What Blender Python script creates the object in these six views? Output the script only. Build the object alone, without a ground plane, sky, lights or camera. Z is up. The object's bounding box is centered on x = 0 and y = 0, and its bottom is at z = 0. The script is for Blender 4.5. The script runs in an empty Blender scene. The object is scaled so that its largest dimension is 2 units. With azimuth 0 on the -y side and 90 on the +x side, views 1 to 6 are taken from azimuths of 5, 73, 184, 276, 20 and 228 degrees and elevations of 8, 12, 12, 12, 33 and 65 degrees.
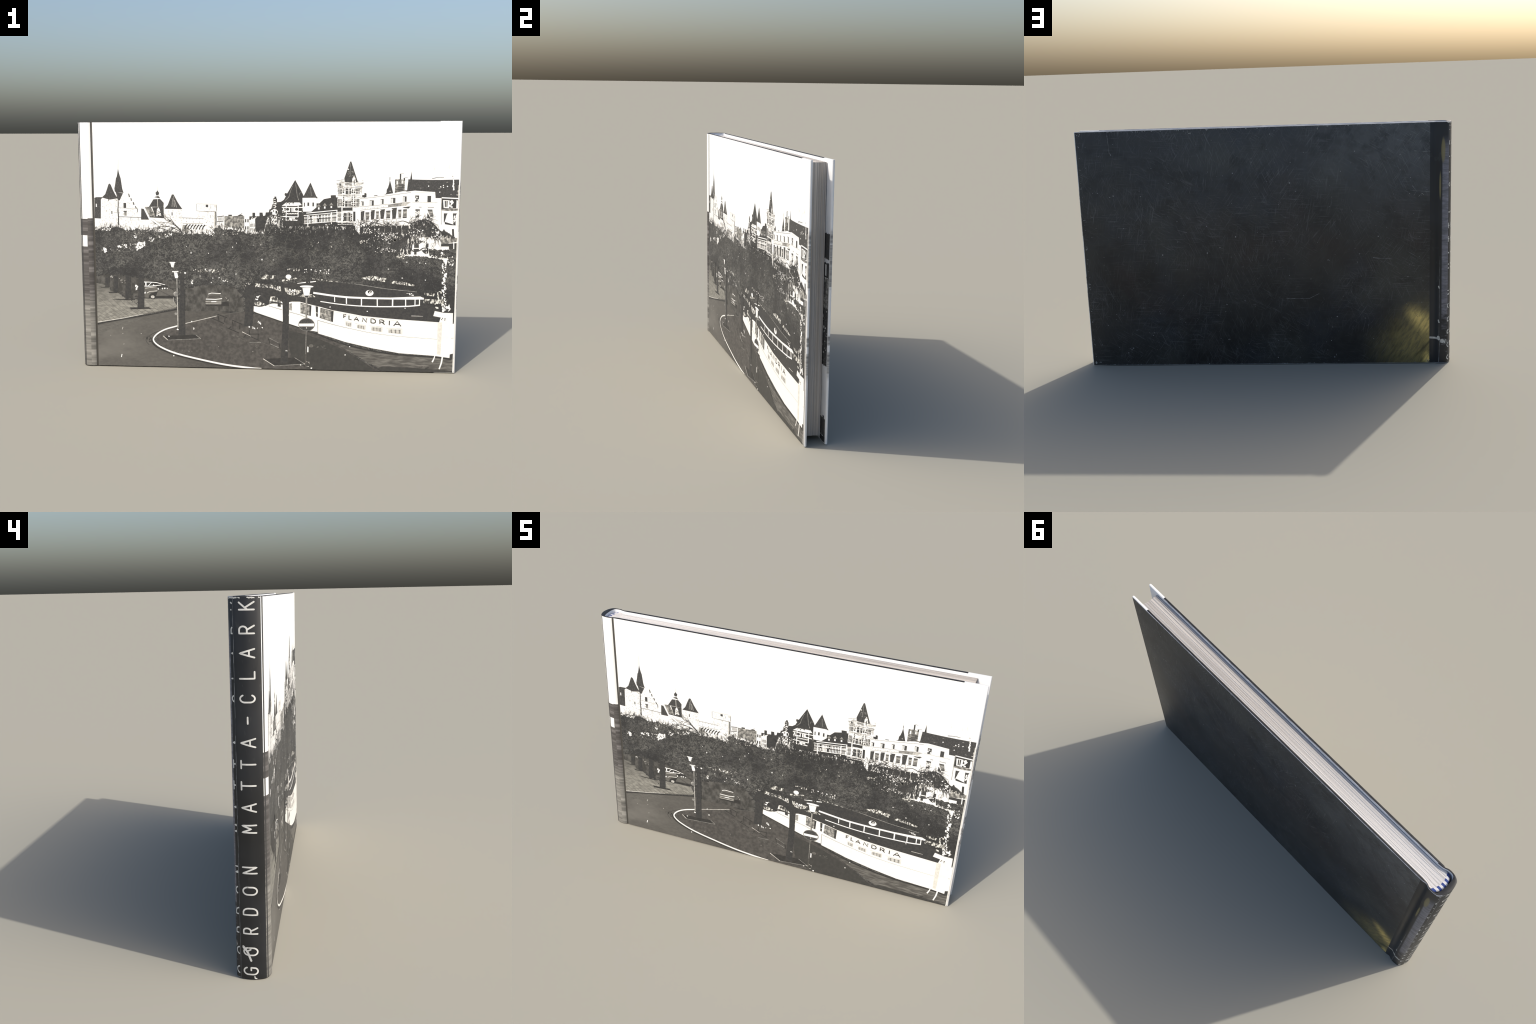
"""A hardback picture book standing upright: laminated case with a printed
black-and-white town photograph on the front, lettered black spine, scuffed
black back, page block and striped head band.  Units: metres, z up."""
import bpy, bmesh, math, random
from mathutils import Vector, Matrix, noise as mnoise

H = 1.3125            # height of the case
FACE = 0.0573         # half thickness of the book over the boards
INNER = 0.0445        # inner face of the boards
JOINT_X = -0.884      # where the boards end and the hinge begins
TIP_X = 1.0           # fore edge of the boards
EDGE_SPLIT = 0.890    # black turned-in cloth on the edges ends here

scene = bpy.context.scene


# ------------------------------------------------------------------ materials
class Shader:
    """Tiny helper to write node graphs as expressions."""

    def __init__(self, name, rough=0.5, spec=0.4, coat=0.0):
        self.mat = bpy.data.materials.new(name)
        self.mat.use_nodes = True
        self.t = self.mat.node_tree
        self.t.nodes.clear()
        self.out = self.t.nodes.new("ShaderNodeOutputMaterial")
        self.bsdf = self.t.nodes.new("ShaderNodeBsdfPrincipled")
        self.t.links.new(self.bsdf.outputs[0], self.out.inputs[0])
        self.bsdf.inputs["Roughness"].default_value = rough
        self.bsdf.inputs["Specular IOR Level"].default_value = spec
        self.bsdf.inputs["Coat Weight"].default_value = coat
        self._co = None

    def put(self, sock, v):
        if hasattr(v, "is_linked"):
            self.t.links.new(v, sock)
        elif sock.type == "RGBA" and not isinstance(v, (int, float)):
            sock.default_value = (*v[:3], 1.0)
        else:
            sock.default_value = v

    def co(self):
        if self._co is None:
            self._co = self.t.nodes.new("ShaderNodeTexCoord").outputs["Object"]
        return self._co

    def xyz(self):
        n = self.t.nodes.new("ShaderNodeSeparateXYZ")
        self.put(n.inputs[0], self.co())
        return n.outputs

    def vec(self, x, y, z):
        n = self.t.nodes.new("ShaderNodeCombineXYZ")
        for s, v in zip(n.inputs, (x, y, z)):
            self.put(s, v)
        return n.outputs[0]

    def m(self, op, a, b=0.0, c=0.0, clamp=False):
        n = self.t.nodes.new("ShaderNodeMath")
        n.operation = op
        n.use_clamp = clamp
        for s, v in zip(n.inputs, (a, b, c)):
            self.put(s, v)
        return n.outputs[0]

    def smooth(self, v, lo, hi, a=0.0, b=1.0):
        n = self.t.nodes.new("ShaderNodeMapRange")
        n.interpolation_type = "SMOOTHSTEP"
        for s, x in zip(n.inputs, (v, lo, hi, a, b)):
            self.put(s, x)
        return n.outputs[0]

    def mapped(self, scale=(1, 1, 1), rot=(0, 0, 0), loc=(0, 0, 0), src=None):
        n = self.t.nodes.new("ShaderNodeMapping")
        n.vector_type = "POINT"
        self.put(n.inputs["Vector"], src or self.co())
        n.inputs["Scale"].default_value = scale
        n.inputs["Rotation"].default_value = rot
        n.inputs["Location"].default_value = loc
        return n.outputs[0]

    def noise(self, scale=5.0, detail=3.0, rough=0.55, vec=None, dist=0.0):
        n = self.t.nodes.new("ShaderNodeTexNoise")
        self.put(n.inputs["Vector"], vec or self.co())
        self.put(n.inputs["Scale"], scale)
        n.inputs["Detail"].default_value = detail
        n.inputs["Roughness"].default_value = rough
        n.inputs["Distortion"].default_value = dist
        return n.outputs["Fac"]

    def mix(self, f, a, b):
        n = self.t.nodes.new("ShaderNodeMix")
        n.data_type = "RGBA"
        self.put(n.inputs[0], f)
        self.put(n.inputs[6], a)
        self.put(n.inputs[7], b)
        return n.outputs[2]

    def bump(self, h, strength=0.2, dist=0.002):
        n = self.t.nodes.new("ShaderNodeBump")
        n.inputs["Strength"].default_value = strength
        n.inputs["Distance"].default_value = dist
        self.put(n.inputs["Height"], h)
        self.t.links.new(n.outputs[0], self.bsdf.inputs["Normal"])

    def color(self, c):
        self.put(self.bsdf.inputs["Base Color"], c)
        return self.mat


def flat_ink(name, lo, hi, scale=40.0, a=0.40, b=0.62, detail=3.0, stretch=(1, 1, 1), rot=(0, 0, 0), rough=0.5):
    """Printed tone that drifts between two greys with a photographic grain."""
    s = Shader(name, rough)
    f = s.smooth(s.noise(scale, detail, vec=s.mapped(stretch, rot)), a, b)
    return s.color(s.mix(f, lo, hi))


WHITE = (0.815, 0.81, 0.785)
CREAM = (0.825, 0.805, 0.755)
DARK = (0.033, 0.0340, 0.0350)
DEEP = (0.027, 0.027, 0.0265)


def tree_ink():
    """Dark winter crowns: soft tone drift, hair-fine curling twigs, tiny glints."""
    s = Shader("winter_tree_ink", 0.5)
    c = s.mix(s.smooth(s.noise(6.0, 5.0), 0.35, 0.68), (0.025, 0.0258, 0.0268), (0.056, 0.0562, 0.0555))
    c = s.mix(s.smooth(s.noise(150.0, 3.0), 0.45, 0.75, 0, 0.7), c, (0.085, 0.085, 0.080))
    where = s.smooth(s.noise(5.0, 2.0, vec=s.mapped(loc=(4, 0, 2))), 0.38, 0.58)
    for scale, loc, width in ((11.0, 2.0, 0.016), (16.0, 0.0, 0.022), (24.0, 5.0, 0.028), (34.0, 9.0, 0.034)):
        ridge = s.m("ABSOLUTE", s.m("SUBTRACT", s.noise(scale, 2.0, 0.6, vec=s.mapped((1, 1, 1.3), loc=(loc, 0, loc)), dist=0.6), 0.5))
        c = s.mix(s.m("MULTIPLY", s.smooth(ridge, width, 0.0, 0.0, 0.85), where), c, (0.135, 0.135, 0.124))
        dark_line = s.m("ABSOLUTE", s.m("SUBTRACT", s.noise(scale * 0.8, 2.0, 0.6, vec=s.mapped((1, 1, 1.2), loc=(loc + 3, 0, loc)), dist=0.5), 0.5))
        c = s.mix(s.smooth(dark_line, width * 1.4, 0.0, 0.0, 0.8), c, (0.024, 0.0245, 0.025))
    return s.color(c)


def road_ink():
    """Asphalt: even grain, paler along the kerb and towards the left margin."""
    s = Shader("road_ink", 0.5)
    x, y, z = s.xyz()
    c = s.mix(s.smooth(s.noise(60.0, 5.0, vec=s.mapped((1, 1, 2.2), (0, 0.2, 0))), 0.3, 0.75), (0.058, 0.056, 0.052), (0.085, 0.082, 0.074))
    soft = s.noise(5.0, 3.0, vec=s.mapped((1, 1, 2.5), (0, 0.25, 0)))
    margin = s.m("MULTIPLY", s.smooth(x, -0.25, -0.92), s.smooth(soft, 0.3, 0.7, 0.3, 1.0))
    c = s.mix(s.m("MULTIPLY", margin, 0.8), c, (0.155, 0.150, 0.136))
    c = s.mix(s.smooth(s.m("ADD", z, s.m("MULTIPLY", x, -0.25)), 0.52, 0.62, 0, 0.6), c, (0.046, 0.045, 0.042))
    return s.color(c)


def pavement_ink():
    """Paving that brightens towards the viewer."""
    s = Shader("pavement_ink", 0.5)
    x, y, z = s.xyz()
    grain = s.smooth(s.noise(55.0, 4.0, vec=s.mapped((0.7, 1, 1.8), (0, -0.5, 0))), 0.3, 0.75)
    near = s.smooth(s.m("ADD", z, s.m("MULTIPLY", x, -0.12)), 0.60, 0.40)
    c = s.mix(grain, (0.085, 0.083, 0.076), (0.13, 0.127, 0.115))
    return s.color(s.mix(near, c, s.mix(grain, (0.16, 0.157, 0.14), (0.29, 0.285, 0.25))))


M = {}
M["paper"] = flat_ink("printed_white_paper", WHITE, (0.83, 0.825, 0.79), 3.0)
M["dark"] = flat_ink("dark_ink", DARK, (0.046, 0.0455, 0.044), 90.0)
M["deep"] = flat_ink("deep_ink", DEEP, (0.036, 0.0355, 0.034), 60.0)
M["roof"] = flat_ink("slate_ink", (0.044, 0.0445, 0.0445), (0.082, 0.081, 0.078), 170.0, 0.42, 0.75, 2.0, (1, 1, 0.6))
M["white"] = flat_ink("white_ink", WHITE, (0.72, 0.71, 0.67), 60.0, 0.5, 0.8)
M["cream"] = flat_ink("cream_hull_ink", CREAM, (0.80, 0.77, 0.71), 25.0, 0.45, 0.8)
M["stone"] = flat_ink("speckled_stone_ink", WHITE, (0.42, 0.41, 0.385), 120.0, 0.52, 0.72, 3.0)
M["brick"] = flat_ink("brick_facade_ink", WHITE, (0.30, 0.295, 0.275), 110.0, 0.44, 0.66, 3.0, (0.6, 1, 1.6))
M["mottle"] = flat_ink("mottled_wall_ink", (0.10, 0.10, 0.095), (0.46, 0.45, 0.41), 70.0, 0.36, 0.74, 4.0)
M["grey"] = flat_ink("grey_ink", (0.17, 0.17, 0.16), (0.29, 0.285, 0.265), 70.0)
M["pale"] = flat_ink("pale_grey_ink", (0.42, 0.41, 0.38), (0.56, 0.55, 0.51), 70.0)
M["faint"] = flat_ink("faint_ink", (0.60, 0.585, 0.53), (0.70, 0.685, 0.62), 70.0)
M["tree"] = tree_ink()
M["twig"] = flat_ink("twig_light_ink", (0.055, 0.055, 0.051), (0.12, 0.119, 0.107), 40.0)
M["thicket"] = flat_ink("thicket_ink", (0.036, 0.0365, 0.037), (0.74, 0.73, 0.69), 70.0, 0.50, 0.62, 7.0, (2.2, 1, 0.6), (0, 0.8, 0))
M["veil"] = flat_ink("twig_veil_ink", (0.05, 0.05, 0.049), WHITE, 60.0, 0.40, 0.56, 7.0, (2.4, 1, 0.6), (0, 0.5, 0))
M["dapple"] = flat_ink("dappled_gap_ink", (0.045, 0.045, 0.043), (0.74, 0.73, 0.67), 75.0, 0.44, 0.62, 5.0, (1.6, 1, 1), (0, 0.5, 0))
M["dapple_dim"] = flat_ink("dappled_dim_ink", (0.04, 0.04, 0.038), (0.28, 0.275, 0.25), 85.0, 0.48, 0.72, 5.0)
M["road"] = road_ink()
M["road_light"] = flat_ink("road_light_ink", (0.088, 0.086, 0.079), (0.13, 0.126, 0.114), 50.0, 0.3, 0.75, 5.0, (1, 1, 3), (0, 0.2, 0))
M["island"] = flat_ink("traffic_island_ink", (0.050, 0.048, 0.0455), (0.092, 0.088, 0.081), 55.0, 0.3, 0.75, 6.0)
M["lawn"] = flat_ink("dark_verge_ink", (0.038, 0.0385, 0.0365), (0.052, 0.0515, 0.048), 60.0, 0.3, 0.75, 6.0)
M["quay"] = flat_ink("quay_ink", (0.066, 0.064, 0.059), (0.19, 0.185, 0.167), 70.0, 0.36, 0.78, 5.0, (0.25, 1, 1.4), (0, -0.22, 0))
M["pave"] = pavement_ink()
M["murk"] = flat_ink("shaded_ground_ink", (0.040, 0.0395, 0.037), (0.105, 0.103, 0.095), 45.0, 0.34, 0.72, 6.0, (1, 1, 0.7))


# --------------------------------------------------------------- print builder
rng = random.Random(11)
FILM = 0.00018         # every ink layer lies this much above the one below


class Print:
    """Collects flat ink shapes in cover millimetres (x from the middle, z up)
    and turns them into one mesh per printed subject."""

    def __init__(self, place):
        self.groups = {}
        self.place = place
        self.count = 0

    def face(self, group, mat, layer, pts):
        area = sum(pts[i - 1][0] * pts[i][1] - pts[i][0] * pts[i - 1][1] for i in range(len(pts)))
        if area < 0:
            pts = pts[::-1]
        pts = [(min(max(x, -910), 992), min(max(z, 3), 1308)) for x, z in pts]   # trimmed to the board
        self.count += 1
        layer += (self.count * 0.618034) % 1.0 * 0.85       # no two neighbouring films share a plane
        self.groups.setdefault(group, []).append((mat, layer, pts))

    def line(self, group, mat, layer, pts, w0, w1=None):
        """Ribbon along a polyline, w0 wide at the start and w1 at the end."""
        w1 = w0 if w1 is None else w1
        n = len(pts)
        left, right = [], []
        for i, p in enumerate(pts):
            a, b = pts[max(i - 1, 0)], pts[min(i + 1, n - 1)]
            dx, dz = b[0] - a[0], b[1] - a[1]
            ln = math.hypot(dx, dz) or 1.0
            h = 0.5 * (w0 + (w1 - w0) * i / (n - 1))
            left.append((p[0] - dz / ln * h, p[1] + dx / ln * h))
            right.append((p[0] + dz / ln * h, p[1] - dx / ln * h))
        for i in range(n - 1):
            self.face(group, mat, layer, [left[i], left[i + 1], right[i + 1], right[i]])

    def oval(self, group, mat, layer, c, rx, rz, n=20, ragged=0.0):
        self.face(group, mat, layer, [(c[0] + rx * math.cos(6.2832 * i / n) * (1 + rng.uniform(-ragged, ragged)),
                                       c[1] + rz * math.sin(6.2832 * i / n) * (1 + rng.uniform(-ragged, ragged))) for i in range(n)])

    def box(self, group, mat, layer, p, q):
        self.face(group, mat, layer, [(p[0], p[1]), (q[0], p[1]), (q[0], q[1]), (p[0], q[1])])

    def fleck(self, group, mat, layer, c, size, squash=1.0, turn=0.0):
        n = rng.randint(5, 8)
        pts = []
        for i in range(n):
            a = 6.2832 * i / n
            r = size * rng.uniform(0.45, 1.0)
            x, z = r * math.cos(a), r * math.sin(a) * squash
            pts.append((c[0] + x * math.cos(turn) - z * math.sin(turn), c[1] + x * math.sin(turn) + z * math.cos(turn)))
        self.face(group, mat, layer, pts)

    def flecks(self, group, mat, layer, quad, count, lo, hi, squash=(0.5, 1.8), turn=(-0.6, 0.6)):
        """Scatter ragged flecks inside a quadrilateral."""
        for _ in range(count):
            p = at(quad, rng.random(), rng.random())
            self.fleck(group, mat, layer, p, lo + (hi - lo) * rng.random() ** 2, rng.uniform(*squash), rng.uniform(*turn))

    def panes(self, group, mat, layer, quad, nx, nz, fx=0.6, fz=0.7, skip=0.0):
        """Rows of window panes laid out in perspective inside a quadrilateral."""
        for i in range(nx):
            for k in range(nz):
                if rng.random() < skip:
                    continue
                u0, u1 = (i + 0.5 - fx / 2) / nx, (i + 0.5 + fx / 2) / nx
                v0, v1 = (k + 0.5 - fz / 2) / nz, (k + 0.5 + fz / 2) / nz
                self.face(group, mat, layer, [at(quad, u0, v0), at(quad, u1, v0), at(quad, u1, v1), at(quad, u0, v1)])

    def branch(self, group, mat, layer, p, ang, length, width, depth, droop=0.0):
        """A bare branch that bends and forks."""
        pts, a = [p], ang
        for i in range(5):
            a += rng.uniform(-0.22, 0.22) - droop * math.cos(a) * 0.2
            q = pts[-1]
            pts.append((q[0] + math.cos(a) * length / 5, q[1] + math.sin(a) * length / 5))
        self.line(group, mat, layer, pts, width, width * 0.55)
        if depth > 0:
            for i in range(rng.randint(2, 4)):
                self.branch(group, mat, layer, pts[rng.randint(2, 5)], a + rng.choice((-1, 1)) * rng.uniform(0.25, 0.9),
                            length * rng.uniform(0.45, 0.75), max(width * 0.6, 0.9), depth - 1, droop)

    def build(self, parent):
        for group, shapes in self.groups.items():
            me = bpy.data.meshes.new(group)
            mats = []
            verts, faces, idx = [], [], []
            for mat, layer, pts in shapes:
                if mat not in mats:
                    mats.append(mat)
                base = len(verts)
                verts += [self.place(x, z, layer) for x, z in pts]
                faces.append(range(base, base + len(pts)))
                idx.append(mats.index(mat))
            me.from_pydata(verts, [], [list(f) for f in faces])
            for m_ in mats:
                me.materials.append(M[m_])
            me.polygons.foreach_set("material_index", idx)
            me.update()
            ob = bpy.data.objects.new(group, me)
            scene.collection.objects.link(ob)
            ob.parent = parent
            ob["kind"] = "stuff"


def at(quad, u, v):
    """Point in a quadrilateral given as top-left, top-right, bottom-right, bottom-left."""
    tl, tr, br, bl = quad
    return tuple((1 - v) * ((1 - u) * tl[i] + u * tr[i]) + v * ((1 - u) * bl[i] + u * br[i]) for i in (0, 1))


def curve(pts, n=6):
    """Catmull-Rom curve through control points."""
    p = [Vector(q) for q in pts]
    p = [2 * p[0] - p[1]] + p + [2 * p[-1] - p[-2]]
    out = []
    for i in range(1, len(p) - 2):
        for k in range(n):
            t = k / n
            out.append(tuple(0.5 * (2 * p[i] + (p[i + 1] - p[i - 1]) * t + (2 * p[i - 1] - 5 * p[i] + 4 * p[i + 1] - p[i + 2]) * t * t
                                    + (3 * p[i] - p[i - 1] - 3 * p[i + 1] + p[i + 2]) * t ** 3)))
    out.append(tuple(p[-2]))
    return out


def ragged(pts, step=5.0, amp=5.0):
    """Roughen a polyline into a twiggy outline."""
    out = []
    for a, b in zip(pts, pts[1:]):
        n = max(1, int(math.dist(a, b) / step))
        for i in range(n):
            t = i / n
            out.append((a[0] + (b[0] - a[0]) * t, a[1] + (b[1] - a[1]) * t + rng.uniform(-amp, amp)))
    return out + [pts[-1]]


# --------------------------------------------------- the printed photograph
def print_photograph(cover):
    """Town square in winter: castle, gabled houses, bare trees, road and an
    excursion boat.  Shapes are in cover millimetres; later layers lie on top."""
    def lay(x, z, layer):
        return (x / 1000, -FACE - FILM * (layer + 1), z / 1000)

    P = Print(lay)
    LEFT, RIGHT = -910, 988

    # ---- castle on the left
    C = "printed_castle"
    P.face(C, "roof", 1, [(-909, 915), (-899, 919), (-862, 919), (-874, 908), (-877, 805), (-913, 807)])
    P.box(C, "white", 2, *[(-902, 884), (-897, 867)])
    P.face(C, "stone", 0, [(-779, 908), (-730, 941), (-675, 842), (-662, 766), (-781, 766)])
    P.face(C, "stone", 0, [(-874, 910), (-781, 912), (-782, 758), (-878, 758)])
    P.face(C, "roof", 2, [(-869, 917), (-850, 935), (-839, 964), (-832, 985), (-826, 992), (-819, 985), (-806, 953), (-795, 931), (-782, 913), (-827, 906)])
    P.face(C, "roof", 2, [(-778, 1070), (-783, 1040), (-786, 1026), (-790, 1020), (-795, 988), (-800, 965), (-798, 948), (-751, 942), (-758, 965), (-765, 1019), (-767, 1025), (-773, 1045)])
    P.line(C, "faint", 2, [(-776, 1124), (-778, 1068)], 1.5, 3)
    P.face(C, "roof", 2, [(-794, 948), (-754, 940), (-763, 923), (-773, 902), (-784, 908), (-790, 934)])
    P.line(C, "dark", 2, [(-781, 908), (-781, 880), (-784, 851), (-781, 813), (-782, 789), (-781, 761)], 4, 7)
    P.flecks(C, "grey", 2, [(-798, 913), (-774, 913), (-777, 761), (-794, 761)], 45, 1, 3.5)
    P.flecks(C, "pale", 1, [(-872, 908), (-783, 908), (-785, 766), (-876, 765)], 60, 1, 3)
    for q in ([(-753, 889), (-739, 863)], [(-754, 847), (-736, 842)], [(-819, 846), (-814, 830)], [(-834, 908), (-831, 898)]):
        P.box(C, "roof", 3, *q)
    P.box(C, "grey", 2, *[(-750, 843), (-737, 821)])
    for q in ([(-726, 939), (-721, 937), (-717, 920), (-723, 920)], [(-715, 915), (-710, 915), (-707, 900), (-712, 900)], [(-702, 894), (-697, 893), (-694, 879), (-700, 879)], [(-692, 873), (-687, 872), (-681, 859), (-688, 861)], [(-681, 860), (-677, 860), (-676, 840), (-679, 841)]):
        P.face(C, "roof", 2, q)
    for q in [(-735, 941), (-721, 930), (-709, 908), (-698, 885), (-688, 866), (-833, 1019), (-827, 1002), (-815, 1002), (-839, 988), (-813, 984)]:
        P.line(C, "faint", 1, [q, (q[0] + 14, q[1])], 1.6)
    P.line(C, "grey", 2, [(-780, 863), (-679, 859)], 1.6)
    P.line(C, "roof", 2, [(-781, 816), (-658, 812)], 2.6)
    for q in ([(-768, 813), (-768, 799)], [(-715, 814), (-715, 797)], [(-673, 812), (-672, 795)]):
        P.line(C, "grey", 2, q, 2.4, 1.5)
    P.face(C, "roof", 2, [(-658, 860), (-645, 858), (-617, 801), (-660, 801)])
    P.face(C, "mottle", 1, [(-640, 869), (-607, 869), (-584, 822), (-613, 814)])
    P.face(C, "roof", 2, [(-617, 869), (-592, 909), (-556, 911), (-537, 890), (-539, 869)])
    P.face(C, "roof", 2, [(-600, 867), (-538, 869), (-538, 811), (-615, 814), (-615, 819), (-584, 819)])
    P.face(C, "stone", 3, [(-566, 867), (-559, 855), (-551, 822), (-578, 819), (-574, 855)])
    P.box(C, "roof", 4, *[(-570, 826), (-562, 819)])
    P.line(C, "pale", 3, [(-570, 911), (-569, 867)], 3.2)
    P.face(C, "roof", 2, [(-588, 920), (-577, 924), (-565, 927), (-556, 916), (-559, 914), (-577, 918)])
    P.face(C, "roof", 2, [(-577, 930), (-580, 944), (-574, 949), (-570, 957), (-565, 949), (-560, 943), (-565, 930)])
    P.line(C, "faint", 2, [(-571, 977), (-570, 956)], 1.5, 3)
    P.line(C, "roof", 2, [(-613, 815), (-538, 811)], 4)
    P.face(C, "stone", 0, [(-536, 857), (-439, 858), (-440, 782), (-537, 801)])
    P.face(C, "roof", 2, [(-534, 859), (-516, 879), (-504, 909), (-493, 935), (-484, 935), (-466, 900), (-452, 877), (-438, 858)])
    for q in ([(-484, 928), (-481, 869)], [(-489, 916), (-493, 869)], [(-479, 905), (-469, 867)]):
        P.line(C, "grey", 3, q, 3, 5)
    P.box(C, "roof", 2, *[(-496, 841), (-491, 824)])
    P.flecks(C, "pale", 2, [(-459, 857), (-439, 857), (-441, 773), (-456, 782)], 25, 1, 3.5)
    P.flecks(C, "faint", 1, [(-781, 808), (-446, 804), (-446, 768), (-782, 770)], 40, 1, 3)
    for q, n in (([(-873, 903), (-783, 906), (-785, 766), (-876, 765)], 26), ([(-773, 903), (-684, 856), (-663, 816), (-776, 816)], 16), ([(-776, 808), (-451, 808), (-451, 768), (-777, 770)], 34), ([(-533, 853), (-445, 853), (-444, 787), (-534, 803)], 18), ([(-359, 882), (-263, 880), (-266, 736), (-323, 741)], 26)):
        for _ in range(n):
            p = at(q, rng.random(), rng.random())
            P.line(C, rng.choice(("faint", "faint", "pale")), 1, [p, (p[0] + rng.uniform(3, 10), p[1] + rng.uniform(-0.6, 0.6))], rng.uniform(1.0, 2.0))
    # round tower and battlements
    P.face(C, "stone", 0, [(-360, 885), (-255, 884), (-261, 729), (-323, 731), (-326, 809), (-361, 810)])
    P.face(C, "pale", 1, [(-284, 842), (-261, 844), (-263, 736), (-276, 735)])
    P.face(C, "stone", 2, [(-286, 843), (-269, 844), (-271, 735), (-285, 735)])
    P.line(C, "grey", 2, [(-362, 886), (-362, 849), (-327, 846)], 2)
    P.line(C, "pale", 1, [(-362, 886), (-255, 885)], 2)
    P.line(C, "grey", 2, [(-327, 847), (-257, 845)], 3)
    P.line(C, "grey", 2, [(-258, 881), (-256, 850)], 3.5)
    P.line(C, "dark", 2, [(-261, 845), (-260, 802), (-262, 764)], 5, 6)
    P.box(C, "roof", 2, *[(-314, 882), (-301, 869)])
    P.line(C, "grey", 2, [(-287, 873), (-287, 861)], 2)
    P.line(C, "grey", 2, [(-288, 828), (-288, 813)], 2.5)
    P.line(C, "pale", 1, [(-270, 880), (-265, 869), (-258, 871)], 3)
    P.flecks(C, "faint", 1, [(-362, 884), (-260, 882), (-261, 736), (-323, 736)], 50, 1, 3)
    P.line(C, "grey", 2, [(-441, 812), (-326, 809)], 2.6)
    P.line(C, "grey", 2, [(-437, 783), (-329, 782)], 2.2)
    for k in range(7):
        x = k / 6
        P.line(C, "grey", 2, [at([(-434, 810), (-332, 809), (-332, 804), (-434, 804)], x, 0), at([(-434, 810), (-332, 809), (-332, 804), (-434, 804)], x, 1)], 2)
        P.box(C, "grey", 2, *[(p[0] + 35.0 * k, p[1] - 1.2 * k) for p in [(-418, 795), (-415, 789)]])
        P.line(C, "dark", 3, [(p[0] + 15.6 * k, p[1] - 0.5 * k) for p in [(-412, 778), (-422, 768), (-428, 753)]], 6.5, 5)
    P.face(C, "mottle", 1, [(-437, 775), (-418, 773), (-399, 752), (-404, 730), (-442, 740)])
    P.face(C, "roof", 2, [(-402, 730), (-399, 745), (-393, 749), (-387, 745), (-389, 728)])

    # ---- low houses between castle and square
    B = "printed_houses"
    P.line(B, "dark", 1, [(-254, 818), (-218, 823)], 4)
    P.line(B, "dark", 1, [(-256, 792), (-221, 796)], 4)
    P.panes(B, "roof", 1, [(-250, 817), (-220, 819), (-220, 798), (-251, 795)], 5, 1, 0.4, 0.8)
    P.panes(B, "pale", 1, [(-254, 789), (-220, 791), (-221, 760), (-254, 760)], 4, 3, 0.5, 0.6)
    P.face(B, "mottle", 1, [(-216, 822), (-111, 825), (-111, 749), (-216, 756)])
    for q in ([(-195, 830), (-176, 822)], [(-140, 829), (-119, 823)]):
        P.box(B, "roof", 2, *q)
    P.line(B, "roof", 2, [(-145, 824), (-122, 836)], 3)
    P.line(B, "roof", 2, [(-169, 822), (-169, 756)], 2)
    P.face(B, "roof", 2, [(-134, 775), (-127, 756), (-143, 755)])
    P.face(B, "white", 1, [(-112, 823), (-84, 825), (-84, 735), (-113, 737)])
    P.panes(B, "dark", 2, [(-110, 818), (-85, 818), (-86, 742), (-110, 742)], 2, 2, 0.5, 0.45)
    P.face(B, "dark", 1, [(-84, 822), (0, 824), (0, 724), (-87, 724)])
    for q in ([(-68, 841), (-54, 822)], [(-30, 841), (-14, 823)]):
        P.box(B, "dark", 1, *q)
    P.face(B, "stone", 2, [(-84, 801), (-54, 816), (-53, 731), (-84, 735)])
    P.panes(B, "dark", 3, [(-82, 785), (-56, 789), (-56, 736), (-82, 740)], 4, 2, 0.45, 0.75)
    P.line(B, "white", 2, [(-75, 804), (-68, 818)], 3)
    P.line(B, "white", 2, [(-58, 806), (-47, 820)], 3)

    # ---- gabled houses and turrets in the middle
    G = "printed_gabled_houses"
    P.face(G, "dark", 1, [(-31, 842), (-16, 842), (-11, 824), (-1, 827), (2, 843), (18, 844), (21, 859), (30, 861), (36, 885), (43, 890), (41, 907), (41, 917), (47, 918), (47, 926), (57, 926), (57, 917), (61, 915), (61, 897), (81, 899), (97, 910), (107, 929), (102, 930), (100, 937), (102, 945), (114, 943), (155, 1013), (191, 948), (199, 930), (196, 920), (195, 770), (-31, 769)])
    for k in range(5):
        P.box(G, "white", 2, *[(p[0], p[1] - k * 10.6) for p in [(44, 912), (54, 909)]])
    P.flecks(G, "white", 2, [(39, 897), (59, 897), (62, 867), (32, 867)], 28, 1.5, 4.5, (0.3, 0.7), (-0.2, 0.2))
    P.oval(G, "stone", 2, [(46, 845)][0], 19, 16, ragged=0.12)
    for q in ([(28, 847), (36, 835)], [(53, 852), (62, 837)], [(41, 856), (45, 845)]):
        P.box(G, "dark", 3, *q)
    P.flecks(G, "white", 2, [(9, 824), (64, 827), (65, 783), (9, 783)], 75, 1.5, 5)
    P.flecks(G, "white", 2, [(67, 832), (107, 832), (107, 800), (67, 800)], 22, 1.5, 5, (0.3, 0.8))
    P.line(G, "grey", 2, [(142, 982), (131, 955), (122, 924), (104, 906)], 2, 3)
    P.line(G, "grey", 2, [(157, 997), (162, 960), (166, 930), (174, 907)], 2, 3)
    P.line(G, "grey", 2, [(176, 933), (177, 945), (190, 947)], 2)
    P.face(G, "white", 2, [(86, 878), (108, 895), (132, 895), (179, 897), (189, 883), (162, 878), (114, 878)])
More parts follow.
